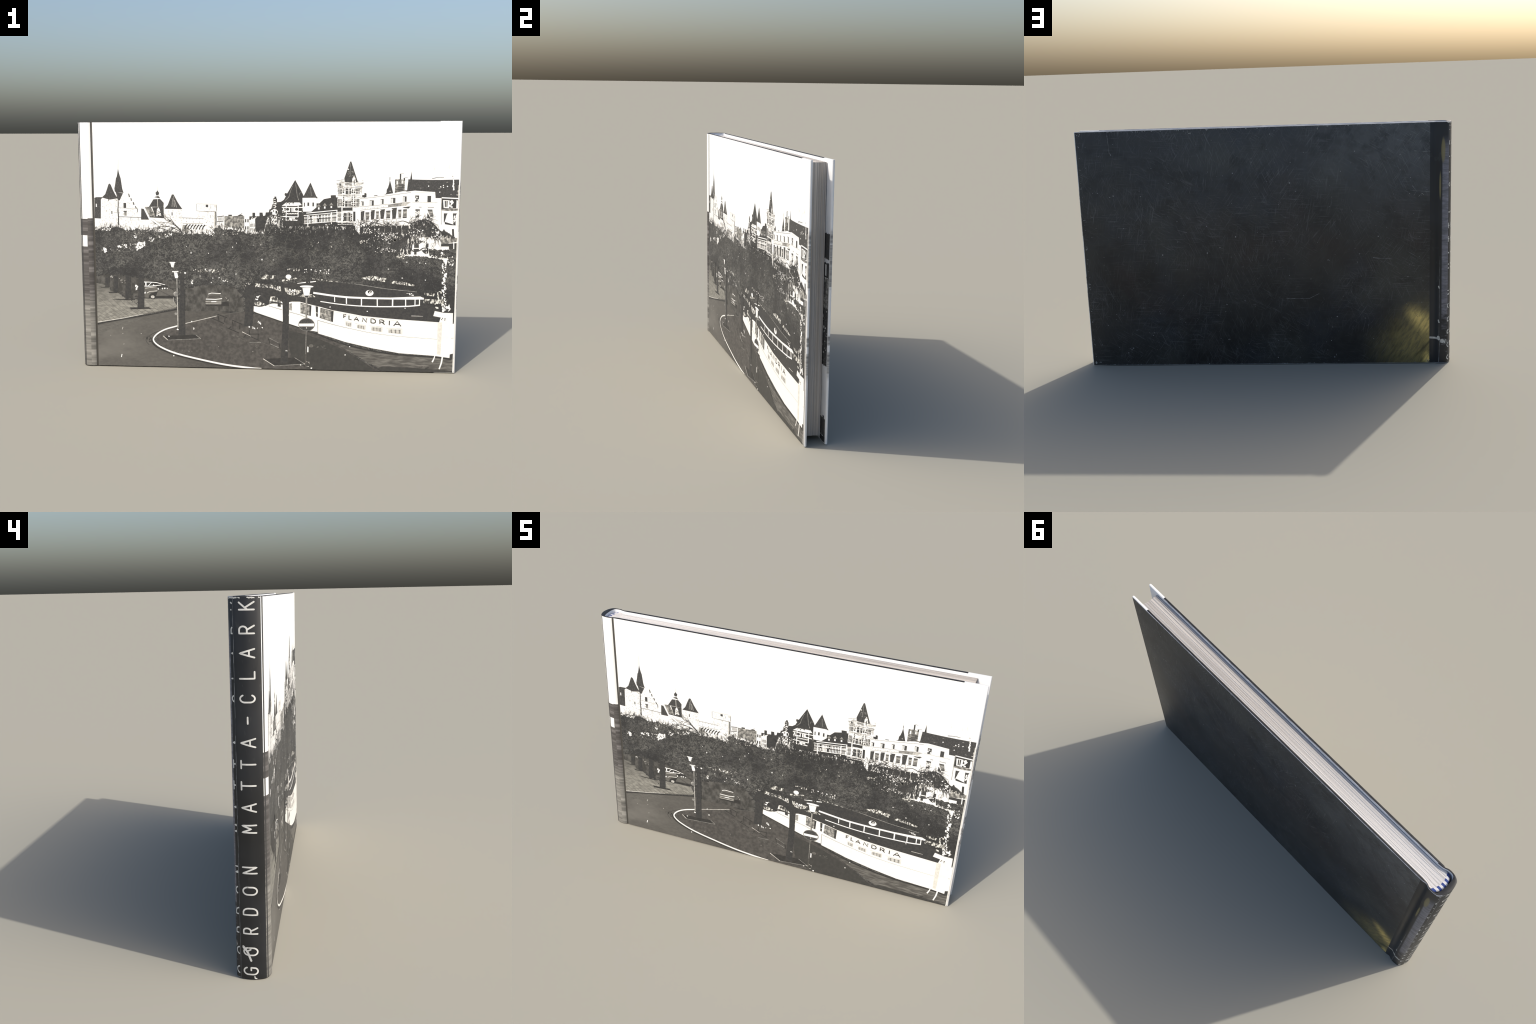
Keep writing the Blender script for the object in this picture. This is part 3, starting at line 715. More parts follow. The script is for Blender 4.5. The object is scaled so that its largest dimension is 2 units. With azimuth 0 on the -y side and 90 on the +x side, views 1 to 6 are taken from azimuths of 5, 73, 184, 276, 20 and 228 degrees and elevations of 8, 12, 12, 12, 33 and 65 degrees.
    P.fleck(S, "white", 9, [(641, 550)][0], 5.5, 0.5, -0.3)
    for q in [(737, 588), (803, 585), (833, 583), (834, 495), (714, 504)]:
        P.fleck(S, "white", 9, q, 4)
    P.flecks(S, "dapple", 8, [(-384, 538), (-210, 545), (-205, 524), (-379, 522)], 46, 2.5, 6.5)
    P.flecks(S, "dapple_dim", 8, [(-371, 543), (-205, 545), (-200, 463), (-366, 471)], 90, 2, 6)
    P.flecks(S, "white", 9, [(-322, 541), (-276, 539), (-279, 526), (-320, 531)], 7, 2, 4.5)
    P.flecks(S, "white", 9, [(-233, 488), (-200, 488), (-200, 468), (-233, 472)], 8, 2, 4.5)
    P.flecks(S, "white", 9, [(-454, 521), (-420, 522), (-441, 503), (-451, 506)], 9, 3, 7, (0.5, 1))
    P.flecks(S, "white", 9, [(-393, 496), (-385, 496), (-387, 460), (-395, 460)], 7, 2.5, 5.5, (1.2, 2))
    for q in [(-280, 492), (-246, 495), (-156, 515)]:
        P.fleck(S, "white", 9, q, 4, 1.2)
    # faint pale twigs inside the mass
    for k in range(110):
        q = at([(-891, 707), (279, 717), (281, 530), (-896, 542)], rng.random(), rng.random())
        if LEFT + 60 < q[0] < 620:
            P.branch(W, "twig", 7, q, rng.uniform(0, 6.28), rng.uniform(30, 90), 1.3, 1)
    # mass on the right below the terrace
    P.flecks(S, "twig", 8, [(465, 608), (925, 603), (928, 472), (467, 504)], 90, 1.5, 4)
    # string of bright spots down the right side, reaching the boat's stern
    for k in range(46):
        q = at([(918, 580), (939, 580), (942, 335), (926, 335)], rng.random(), k / 46)
        P.fleck(S, "white", 9, q, rng.uniform(3, 7.5), rng.uniform(0.8, 1.8), rng.uniform(-0.4, 0.4))
    P.flecks(S, "white", 9, [(942, 618), (974, 623), (976, 571), (948, 576)], 13, 2, 6, (0.8, 2))
    P.flecks(S, "white", 9, [(905, 641), (928, 641), (929, 599), (906, 599)], 10, 3, 8)
    P.flecks(S, "dapple", 9, [(883, 462), (956, 472), (955, 350), (886, 334)], 30, 3, 9)
    P.flecks(S, "dapple_dim", 9, [(965, 468), (992, 468), (990, 407), (967, 407)], 14, 3, 7, (0.3, 0.6))

    # ---- ground on the left: pavement, kerb, carriageway
    D = "printed_road"
    P.face(D, "murk", 8, [(LEFT, [(-908, 496)][0][1])] + ragged([(-895, 496), (-817, 505), (-739, 498), (-661, 486), (-557, 477), (-467, 471)], 6, 6) + [(-468, 380), (-912, 373)] + [(LEFT, [(-912, 373)][0][1])])
    P.face(D, "murk", 8, ragged([(-427, 435), (-307, 456), (-164, 448), (-116, 391)], 6, 6) + [(-117, 314), (-429, 309)])
    P.face(D, "road", 9, [(LEFT, [(-908, 227)][0][1])] + [(-775, 264), (-648, 281), (-477, 315), (-395, 309), (-260, 316), (-188, 303), (-430, 244), (-483, 228), (-552, 209), (-596, 178), (-614, 153), (-602, 126), (-554, 94), (-408, 52), (-263, 16), (-70, 1), (3, -5)] + [([(3, -2)][0][0], 2), (LEFT, 2)])
    P.face(D, "road_light", 10, [(LEFT, [(-908, 222)][0][1])] + [(-775, 254), (-648, 272), (-747, 230), (-845, 203)] + [(LEFT, [(-909, 172)][0][1])])
    P.face(D, "pave", 9, [(LEFT, [(-911, 457)][0][1])] + [(-875, 451), (-839, 437), (-835, 414), (-793, 404), (-752, 376), (-689, 371), (-653, 376), (-497, 378), (-474, 338), (-485, 327), (-660, 288), (-775, 265)] + [(LEFT, [(-909, 240)][0][1])])
    for n in range(17):
        u = n / 16
        p0 = at([(-894, 245), (-482, 326), (-482, 326), (-894, 245)], u ** 1.15, 0)
        reach = 1.0 - 0.72 * u
        P.line(D, "road", 10, curve([p0, (p0[0] - 95 * reach, p0[1] + 62 * reach), (p0[0] - 190 * reach, p0[1] + 150 * reach)], 4) if p0[0] - 190 * reach > LEFT else
               [p0, (max(p0[0] - 95 * reach, LEFT + 2), p0[1] + 62 * reach * min(1, (p0[0] - LEFT - 2) / (95 * reach)))], 2.2, 1.0)
    P.line(D, "pale", 11, [(LEFT, [(-909, 242)][0][1])] + [(-775, 266), (-657, 291)], 5, 3)
    P.line(D, "road_light", 11, [(-657, 289), (-474, 328)], 5, 4)
    P.line(D, "deep", 10, [(LEFT, [(-909, 234)][0][1])] + [(-776, 259), (-657, 281), (-474, 318)], 6, 4)
    for q in ([(-733, 326), (-628, 329), (-612, 321), (-725, 315)], [(-836, 370), (-700, 372), (-702, 366), (-794, 366)], [(-845, 408), (-798, 408), (-798, 404), (-843, 403)], [(-889, 436), (-839, 437), (-845, 433), (-886, 433)]):
        P.face(D, "deep", 11, q)
    P.flecks(D, "dark", 11, [(-792, 427), (-756, 423), (-757, 381), (-778, 386)], 22, 2, 6, (0.8, 1.6))
    P.flecks(D, "dark", 11, [(-725, 402), (-686, 392), (-690, 340), (-737, 360)], 26, 2, 6, (0.8, 1.6))
    P.flecks(D, "white", 11, [(-843, 506), (-817, 495), (-820, 486), (-838, 494)], 6, 2.5, 5, (0.5, 0.8))
    P.flecks(D, "pale", 11, [(-792, 487), (-751, 477), (-753, 451), (-791, 466)], 12, 2, 5, (0.4, 0.9))
    P.flecks(D, "white", 11, [(-698, 452), (-684, 452), (-685, 426), (-699, 426)], 7, 3, 6)
    # parked cars
    A = "printed_cars"
    P.face(A, "deep", 10, [(-649, 471), (-570, 472), (-517, 441), (-491, 426), (-484, 380), (-651, 377)])
    P.face(A, "road_light", 11, [(-649, 440), (-584, 442), (-571, 430), (-584, 415), (-616, 404), (-626, 391), (-627, 380), (-650, 382)])
    P.face(A, "road_light", 11, [(-574, 425), (-550, 436), (-517, 438), (-491, 421), (-489, 394), (-587, 391), (-579, 409)])
    P.line(A, "white", 12, [(-651, 466), (-622, 466), (-583, 464), (-537, 452)], 5, 3)
    P.line(A, "white", 12, [(-649, 444), (-615, 444), (-558, 451)], 5, 3)
    P.line(A, "white", 12, [(-641, 463), (-641, 448)], 7)
    P.line(A, "white", 12, [(-609, 465), (-631, 443)], 3)
    P.line(A, "pale", 12, [(-646, 432), (-584, 441)], 3)
    P.line(A, "pale", 12, [(-636, 406), (-623, 414), (-579, 419)], 4)
    for q in [(-599, 449), (-574, 430), (-552, 432), (-539, 433), (-526, 432), (-646, 408)]:
        P.fleck(A, "white", 12, q, 5, 1.4)
    P.oval(A, "deep", 12, [(-604, 388)][0], 17, 15)
    P.oval(A, "pale", 13, [(-605, 386)][0], 10, 8)
    P.line(A, "road", 12, [(-574, 420), (-574, 393)], 1.5)
    P.line(A, "road", 12, [(-528, 434), (-529, 392)], 1.5)
    P.face(A, "road_light", 11, [(-305, 403), (-288, 412), (-240, 411), (-232, 384), (-234, 353), (-320, 353), (-320, 376)])
    P.face(A, "road", 12, [(-298, 398), (-243, 399), (-238, 384), (-308, 383)])
    P.line(A, "white", 12, [(-305, 405), (-288, 411), (-238, 409)], 3.5)
    P.line(A, "white", 12, [(-318, 378), (-264, 377), (-231, 382)], 4)
    P.line(A, "pale", 12, [(-320, 364), (-236, 363)], 3)
    P.line(A, "white", 12, [(-289, 364), (-262, 365)], 5)
    P.line(A, "pale", 12, [(-320, 352), (-236, 353)], 3)
    P.flecks(A, "pale", 12, [(-231, 389), (-197, 395), (-197, 370), (-229, 365)], 7, 2, 5, (0.3, 0.6))
    P.face(A, "deep", 10, [(-322, 352), (-198, 366), (-193, 341), (-318, 340)])

    # traffic island with its white kerb
    I = "printed_traffic_island"
    P.face(I, "island", 9, [(-592, 156), (-572, 186), (-527, 214), (-430, 241), (-212, 296), (-121, 315)] + [(93, 264), (226, 213), (283, 197), (359, 159), (425, 117), (497, 67), (568, 25), (611, -1), (-2, -5)] + [(-118, 10), (-263, 32), (-408, 63), (-529, 100), (-577, 129)])
    P.face(I, "lawn", 10, [(126, 216), (221, 193), (302, 165), (402, 121), (482, 77), (559, 25), (587, 1), (227, 0), (141, 65), (127, 123)])
    edge = curve([(-474, 229), (-537, 210), (-581, 186), (-605, 158), (-597, 134), (-558, 107), (-481, 77), (-359, 48), (-214, 20), (-79, 5), (-21, 1)], 6)
    P.line(I, "cream", 11, edge, 7, 10)
    P.line(I, "deep", 10, [(x - 8, z - 8) for x, z in edge[8:]], 10, 6)
    P.line(I, "deep", 10, curve([(-522, 216), (-601, 188), (-638, 163), (-646, 143), (-629, 121)], 5), 2.5)
    P.line(I, "road_light", 10, curve([(-552, 216), (-611, 188), (-633, 165), (-648, 153)], 5), 3)
    P.flecks(I, "deep", 11, [(-643, 167), (-618, 168), (-619, 133), (-641, 133)], 6, 4, 9)
    P.line(I, "pale", 11, [(-430, 243), (-260, 287)], 3.5)
    P.line(I, "road_light", 11, [(-260, 287), (-117, 315)], 3)
    P.flecks(I, "grey", 10, [(-495, 94), (-393, 91), (-393, 82), (-490, 80)], 14, 3, 9, (0.15, 0.3), (-0.1, 0.1))
    P.flecks(I, "road_light", 10, [(-552, 204), (-493, 200), (-498, 190), (-557, 189)], 8, 4, 10, (0.15, 0.3), (-0.1, 0.1))
    P.flecks(I, "road_light", 10, [(-328, 252), (-271, 233), (-2, 121), (-21, 101)], 60, 4, 13, (0.12, 0.3), (-0.55, -0.3))
    for pit in ([(-552, 173), (-375, 182), (-348, 161), (-527, 150)], [(-12, 57), (156, 67), (211, 33), (48, 19)]):
        P.face(I, "deep", 11, pit)
        P.line(I, "pale", 12, [pit[0], pit[3]], 4)
        P.line(I, "grey", 12, [pit[3], pit[2]], 2.5)
        P.line(I, "grey", 12, [pit[2], pit[1]], 2.5)
    for q in ([(-521, 171)], [(-396, 254)], [(-473, 211)], [(-385, 216)], [(-496, 64)]):
        P.fleck(I, "white", 13, q[0], 5, 1.0)
    P.line(I, "white", 13, [(-385, 222), (-385, 210)], 4)
    P.line(I, "white", 13, [(-784, 51), (-780, 68)], 5, 4)
    P.line(I, "pale", 13, [(-776, 205), (-771, 218)], 3)
    for q in [(-772, 182), (-840, 171), (-672, 183), (-768, 124), (-252, 119), (-67, 96)]:
        P.fleck(I, "pale", 13, q, 2.6)
    for q in ([(111, 103)], [(424, 87)], [(447, 132)], [(245, 10)], [(188, 28)]):
        P.fleck(I, "white", 13, q[0], 4.5)
    P.fleck(I, "white", 13, [(246, 10)][0], 7.5, 0.8)
    # benches
    for pts in ([(-258, 297), (-205, 278)], [(-253, 289), (-249, 260)], [(-215, 278), (-220, 256)], [(-289, 276), (-222, 246)], [(-179, 266), (-124, 243)], [(-177, 259), (-172, 232)], [(-136, 243), (-138, 216)], [(-203, 222), (-141, 196)], [(-198, 217), (-184, 230)], [(-117, 172), (-103, 187)],
                [(17, 168), (25, 140)], [(72, 144), (80, 113)], [(-87, 191), (-32, 192)], [(-38, 192), (-40, 158)], [(-84, 213), (-86, 188)], [(-103, 188), (-32, 156)]):
        P.line(I, "deep", 11, pts, 5)
    P.line(I, "pale", 12, [(-125, 203), (-109, 195), (-77, 179)], 4, 2)
    P.line(I, "grey", 12, [(-87, 144), (-24, 147)], 2.5)
    P.line(I, "grey", 12, [(20, 172), (72, 145)], 2)
    P.line(I, "grey", 12, [(25, 140), (72, 119)], 3)
    P.line(I, "road_light", 11, [(-24, 148), (77, 108)], 2)

    # ---- excursion boat and quay
    O = "printed_boat"
    P.face(O, "quay", 9, [(221, 220), (283, 195), (359, 162), (425, 136), (566, 107), (707, 90), (893, 83), (986, 72)] + [(RIGHT, [(996, 44)][0][1]), (RIGHT, 2)] + [(629, -1), (558, 42), (473, 89), (387, 138), (283, 180)])
    P.face(O, "lawn", 10, [(615, 26), (755, 26), (993, 12), (994, -5), (630, -3), (587, 15)])
    P.flecks(O, "road_light", 10, [(260, 135), (331, 137), (373, 122), (279, 119)], 20, 4, 12, (0.2, 0.4), (-0.4, 0))
    P.flecks(O, "deep", 11, [(816, 33), (858, 29), (858, 16), (821, 21)], 6, 6, 13, (0.2, 0.4))
    P.face(O, "dark", 9, [(92, 466), (196, 477), (374, 479), (607, 449), (792, 428), (834, 400), (830, 369), (921, 337), (916, 268), (-12, 252), (-31, 363), (-7, 431)])
    hull = ([(-63, 343), (-21, 341), (18, 355), (28, 396), (48, 397), (66, 388), (89, 367), (92, 361), (142, 371), (182, 371), (245, 355), (281, 347), (362, 326)]
            + [(366, 326), (423, 316), (516, 299), (610, 291), (703, 284), (911, 272), (926, 323), (981, 322), (982, 106), (971, 81), (893, 91), (707, 102), (566, 126), (425, 157), (349, 181), (283, 200)]
            + [(277, 210), (226, 218), (180, 234), (127, 251), (89, 263), (-46, 308), (-63, 315)])
    P.face(O, "cream", 10, hull)
    P.face(O, "cream", 10, [(887, 332), (933, 323), (924, 297), (880, 305)])
    P.line(O, "deep", 10, [(-63, 313), (-46, 304), (89, 259), (180, 230)], 5, 6)
    P.line(O, "deep", 10, curve([(226, 212), (283, 194), (359, 163), (425, 143), (566, 111), (707, 93), (893, 84), (979, 73)], 4), 6, 8)  # shadow beneath the hull, painted as a dark ribbon
    P.line(O, "grey", 11, [(18, 346), (89, 326)], 2.5)
    P.line(O, "grey", 11, [(127, 315), (188, 299), (249, 274)], 2.5)
    P.line(O, "grey", 11, curve([(278, 272), (386, 244), (471, 226), (565, 208), (705, 193), (905, 181)], 4), 2.4, 1.2)
    P.line(O, "grey", 11, [(278, 272), (279, 201)], 3)
    P.line(O, "faint", 11, [(362, 321), (470, 301), (610, 284), (703, 276)], 2)
    for q in ([(186, 365), (244, 350), (241, 296), (186, 311)], [(291, 339), (361, 323), (358, 265), (288, 287)]):
        P.face(O, "mottle", 11, q)
        P.face(O, "dark", 12, [at(q, 0.82, 0.05), at(q, 1, 0.02), at(q, 1, 1), at(q, 0.85, 0.95)])
        P.line(O, "dark", 12, [q[0], q[1]], 2.5)
        P.line(O, "dark", 12, [q[3], q[2]], 2.5)
    P.face(O, "dark", 11, [(266, 349), (279, 346), (278, 290), (269, 293)])
    P.line(O, "cream", 12, [(268, 313), (279, 311)], 2.5)
    P.face(O, "mottle", 11, [(127, 358), (141, 363), (141, 323), (127, 325)])
    P.face(O, "dark", 11, [(65, 388), (81, 383), (82, 340), (65, 344)])
    P.face(O, "grey", 12, [(70, 380), (77, 377), (79, 357), (70, 359)])
    P.face(O, "dapple", 11, [(28, 395), (63, 394), (66, 369), (28, 364)])
    P.face(O, "dapple", 11, [(-61, 365), (-28, 368), (7, 352), (-13, 341), (-51, 343)])
    P.flecks(O, "white", 11, [(-51, 401), (-28, 402), (-28, 378), (-51, 376)], 8, 3, 6)
    # light on the far cabin roof seen under the branches
    for q in ([(-54, 468), (18, 461), (80, 453), (84, 419), (28, 432), (-54, 444)], [(102, 447), (197, 431), (185, 418), (147, 402), (119, 411), (104, 427)], [(-26, 489), (-3, 515), (30, 510), (53, 511), (53, 490)], [(495, 502), (559, 515), (634, 501), (627, 482), (541, 491)], [(657, 490), (717, 486), (782, 468), (777, 461), (699, 471), (657, 473)], [(172, 399), (195, 411), (245, 412), (268, 397), (220, 394)], [(829, 428), (884, 424), (880, 410), (834, 414)], [(825, 395), (931, 392), (931, 368), (828, 374)]):
        P.face(O, "dapple", 10, q)
    P.flecks(O, "white", 11, [(-51, 461), (78, 449), (81, 424), (-51, 448)], 40, 2, 7, (0.3, 0.7), (-0.9, -0.2))
    P.flecks(O, "white", 11, [(106, 442), (182, 428), (169, 410), (119, 417)], 26, 3, 8, (0.3, 0.7), (-0.5, 0.1))
    P.flecks(O, "white", 11, [(513, 502), (620, 504), (620, 485), (550, 491)], 20, 2.5, 7, (0.3, 0.6), (-0.5, 0.2))
    P.flecks(O, "white", 11, [(666, 485), (763, 479), (763, 465), (676, 474)], 18, 2.5, 7, (0.3, 0.6), (-0.5, 0.1))
    P.flecks(O, "pale", 11, [(106, 552), (179, 545), (176, 535), (108, 542)], 16, 2, 5)
    P.flecks(O, "white", 11, [(201, 546), (354, 545), (344, 519), (204, 528)], 24, 2, 6, (0.5, 1))
    P.oval(O, "white", 11, [(122, 504)][0], 15, 12)
    P.line(O, "dapple", 11, [(88, 483), (129, 489), (169, 498)], 10, 7)
    P.line(O, "white", 11, [(169, 469), (227, 477)], 3, 6)
    P.line(O, "white", 11, [(237, 477), (267, 481)], 6, 4)
    P.line(O, "dapple", 11, [(246, 495), (307, 488), (385, 480)], 8, 5)
    P.line(O, "grey", 11, [(467, 471), (625, 447), (792, 432)], 3)
    P.flecks(O, "dapple_dim", 10, [(-135, 513), (-46, 515), (-46, 484), (-135, 483)], 36, 2, 6)
    # wheelhouse rail
    P.line(O, "white", 11, curve([(253, 420), (365, 405), (468, 397), (654, 395), (829, 397)], 5), 10, 10)
    P.line(O, "white", 11, curve([(291, 374), (389, 361), (492, 353), (585, 351), (664, 352), (748, 355), (810, 362)], 5), 5, 7)
    for p, q, w in (([(365, 398), (366, 372)][0], [(365, 398), (366, 372)][1], 3.5), ([(427, 394), (428, 363)][0], [(427, 394), (428, 363)][1], 5), ([(506, 393), (506, 355)][0], [(506, 393), (506, 355)][1], 5), ([(588, 392), (589, 351)][0], [(588, 392), (589, 351)][1], 5),
                    ([(668, 390), (668, 352)][0], [(668, 390), (668, 352)][1], 6), ([(735, 391), (736, 355)][0], [(735, 391), (736, 355)][1], 4.5), ([(784, 392), (784, 357)][0], [(784, 392), (784, 357)][1], 4), ([(807, 392), (807, 361)][0], [(807, 392), (807, 361)][1], 4)):
        P.line(O, "white", 11, [p, q], w + 1.2)
    P.face(O, "cream", 12, [(468, 399), (654, 400), (811, 408), (830, 399), (793, 391), (654, 390), (487, 392)])
    P.oval(O, "white", 11, [(547, 423)][0], 21, 16)
    P.oval(O, "deep", 12, [(549, 429)][0], 11, 9)
    P.oval(O, "white", 13, [(551, 426)][0], 6, 5)
    P.oval(O, "dark", 14, [(551, 426)][0], 3, 2.5)
    P.flecks(O, "white", 11, [(739, 429), (778, 425), (776, 411), (741, 420)], 8, 3, 7, (0.5, 0.9))
    for q in [(642, 551), (537, 325), (733, 345), (342, 345), (907, 436)]:
        P.fleck(O, "white", 11, q, 4)
    P.line(O, "pale", 11, [(767, 304), (827, 303)], 4, 2)
    # name boards and small portholes
    for q in ([(419, 272), (455, 263), (454, 237), (421, 243)], [(476, 258), (528, 249), (527, 224), (478, 232)], [(550, 247), (616, 241), (616, 213), (551, 218)], [(636, 237), (720, 233), (720, 204), (638, 207)]):
        P.face(O, "pale", 11, [at(q, 0.15, 0.2), at(q, 0.95, 0.12), at(q, 0.95, 0.95), at(q, 0.15, 0.85)])
        for u in (0.3, 0.55, 0.8):
            P.face(O, "grey", 12, [at(q, u, 0.2), at(q, u + 0.08, 0.2), at(q, u + 0.08, 0.85), at(q, u, 0.85)])
        P.line(O, "pale", 12, [q[0], q[1]], 2)
        P.line(O, "pale", 12, [q[1], q[2]], 2)
    # stern: white drips, pole
    P.flecks(O, "white", 12, [(918, 368), (968, 369), (969, 331), (923, 330)], 22, 4, 10)
    P.face(O, "faint", 11, [(904, 270), (927, 273), (923, 95), (905, 100)])
    P.flecks(O, "dark", 12, [(917, 297), (943, 297), (943, 280), (918, 280)], 6, 2, 5)
    P.line(O, "cream", 12, curve([(895, 95), (889, 75), (881, 57)], 3), 5, 8)
    P.line(O, "cream", 12, curve([(934, 91), (929, 57), (925, 42), (918, 20)], 3), 8, 7)
    P.face(O, "cream", 11, [*[(980, 264), (989, 267)], (RIGHT, [(992, 188)][0][1]), (RIGHT, [(990, 106)][0][1]), *[(982, 104)]])
    P.line(O, "pale", 12, [(976, 187), (991, 190)], 4)
    P.face(O, "dark", 11, [(971, 101), (990, 106), (992, 77), (979, 73), (970, 81)])
    P.face(O, "deep", 10, [(967, 407), (991, 407), (991, 331), (981, 324), (968, 345)])
    # lettering on the hull, leaning with the planks
    LET = "printed_letter"
    for ch, q in zip("FLANDRIA", ([(413, 306), (428, 304), (427, 284), (414, 287)], [(441, 301), (457, 299), (456, 278), (441, 280)], [(470, 295), (491, 292), (493, 271), (469, 275)], [(512, 290), (536, 287), (536, 265), (511, 269)],
                                  [(556, 286), (582, 282), (582, 260), (556, 264)], [(602, 281), (626, 278), (629, 255), (603, 258)], [(650, 276), (657, 276), (657, 252), (649, 252)], [(679, 274), (709, 272), (714, 247), (676, 249)])):
        for path in GLYPHS[ch]:
            P.line(LET, "deep", 13, [at(q, u, 1 - v) for u, v in path], 5.2)

    # ---- trunks, lamps and the road sign stand in front of everything
    K_ = "printed_trunks"
    for q in ([(-680, 507), (-651, 507), (-650, 424), (-652, 327), (-690, 324), (-682, 424)], [(-750, 506), (-723, 499), (-724, 376), (-755, 369)], [(-815, 497), (-793, 495), (-794, 409), (-818, 403)], [(-861, 489), (-840, 489), (-841, 437), (-863, 436)],
              [(-455, 517), (-436, 517), (-432, 406), (-431, 180), (-470, 175), (-456, 405)], [(90, 432), (114, 413), (126, 394), (125, 221), (120, 35), (80, 31), (93, 268)], [(-109, 473), (-64, 449), (-62, 334), (-69, 236), (-114, 233), (-107, 352)]):
        P.face(K_, "dark", 13, q)
    for pts, w0, w1 in (([(-451, 425), (-490, 432), (-558, 426)], 5, 2), ([(-452, 396), (-500, 390), (-572, 423)], 3, 2), ([(100, 394), (55, 408), (-2, 419)], 14, 10), ([(109, 394), (149, 395), (187, 412), (220, 420)], 12, 6), ([(95, 404), (90, 432), (83, 461)], 16, 10),
                        ([(-135, 387), (-84, 411), (-51, 427), (18, 438), (94, 409)], 8, 14), ([(-61, 349), (-33, 343), (-8, 349), (18, 366), (56, 365), (91, 357)], 5, 7), ([(-2, 347), (36, 362), (88, 359)], 5, 6), ([(-54, 437), (18, 425), (89, 398)], 26, 22),
                        ([(-102, 401), (-116, 429), (-197, 448)], 7, 2), ([(-83, 411), (-45, 450)], 8, 3), ([(18, 407), (15, 371), (18, 361)], 14, 12), ([(219, 472), (229, 520), (233, 568)], 12, 14), ([(645, 487), (646, 449)], 16, 18), ([(550, 491), (569, 515)], 6, 4)):
        P.line(K_, "dark", 13, curve(pts, 4), w0, w1)
    for k_ in range(26):
        q = at([(-121, 449), (224, 434), (225, 391), (-121, 391)], rng.random(), rng.random())
        P.branch(K_, "dark", 13, q, rng.uniform(0.4, 2.7), rng.uniform(18, 45), 2.0, 1)
    for q in [(126, 298), (117, 103)]:
        P.fleck(K_, "white", 14, q, 3)
    P.flecks(K_, "white", 14, [(-54, 264), (-21, 259), (-21, 245), (-51, 247)], 6, 3, 5.5, (1.3, 2.2))
    P.flecks(K_, "white", 14, [(-89, 233), (-16, 229), (-16, 217), (-90, 222)], 7, 3, 5, (1, 1.8))
    P.flecks(K_, "pale", 14, [(-109, 470), (-76, 471), (-84, 450), (-107, 452)], 6, 3, 6, (0.5, 0.9))
    Lm = "printed_street_lamps"
    P.oval(Lm, "white", 14, [(218, 453)][0], 36, 6.2)
    P.face(Lm, "cream", 14, [(196, 445), (239, 446), (232, 405), (204, 404)])
    P.face(Lm, "dark", 13, [(205, 404), (232, 405), (225, 396), (212, 396)])
    P.line(Lm, "grey", 13, [(218, 397), (217, 280)], 9, 9)
    P.line(Lm, "pale", 14, [(217, 395), (216, 283)], 2.5)
    P.line(Lm, "deep", 13, [(220, 397), (220, 282)], 2.5)
    P.line(Lm, "road", 13, [(217, 213), (216, 11)], 8.5, 8)
    P.line(Lm, "grey", 14, [(217, 212), (215, 88)], 2.5)
    P.oval(Lm, "grey", 14, [(219, 248)][0], 43.5, 35, 28)
    P.oval(Lm, "roof", 15, [(219, 248)][0], 41.5, 33, 28)
    P.face(Lm, "white", 16, [(179, 253), (259, 255), (258, 239), (180, 238)])
    P.line(Lm, "pale", 16, [(219, 235), (219, 226)], 4)
    P.face(Lm, "lawn", 12, [(231, 127), (259, 122), (257, 69), (232, 66)])
    P.oval(Lm, "road_light", 13, [(244, 133)][0], 12, 9)
    P.face(Lm, "white", 13, [(224, 129), (230, 127), (230, 98), (223, 98)])
    P.flecks(Lm, "pale", 13, [(211, 49), (235, 49), (236, 16), (178, 14)], 10, 2, 4)
    P.line(Lm, "white", 14, [(-511, 574), (-480, 574)], 5)
    P.face(Lm, "stone", 13, [(-507, 571), (-484, 571), (-489, 547), (-501, 548)])
    P.line(Lm, "white", 14, [(-498, 524), (-464, 525)], 5)
    P.face(Lm, "white", 13, [(-488, 521), (-471, 520), (-465, 497), (-469, 489), (-482, 489), (-485, 501)])
    P.line(Lm, "grey", 14, [(-473, 486), (-472, 390), (-471, 218)], 6, 6)
    P.line(Lm, "pale", 15, [(-471, 385), (-470, 223)], 2)
    P.line(Lm, "grey", 13, [(-493, 385), (-492, 342)], 4)
    P.oval(Lm, "grey", 13, [(-481, 403)][0], 11, 13)
    P.line(Lm, "pale", 14, [(-490, 403), (-489, 411), (-481, 415)], 2.5)
    P.oval(Lm, "grey", 13, [(-481, 296)][0], 7, 7)
    P.fleck(Lm, "white", 14, [(-472, 210)][0], 8, 0.6)

    # thin strip of bare board where the print stops short of the fore edge
    P.face("print_margin", "cream", 12, [(RIGHT - 1, 2), (RIGHT + 3, 2), (RIGHT + 3, 990), (RIGHT + 1, 990)])
    P.build(cover)

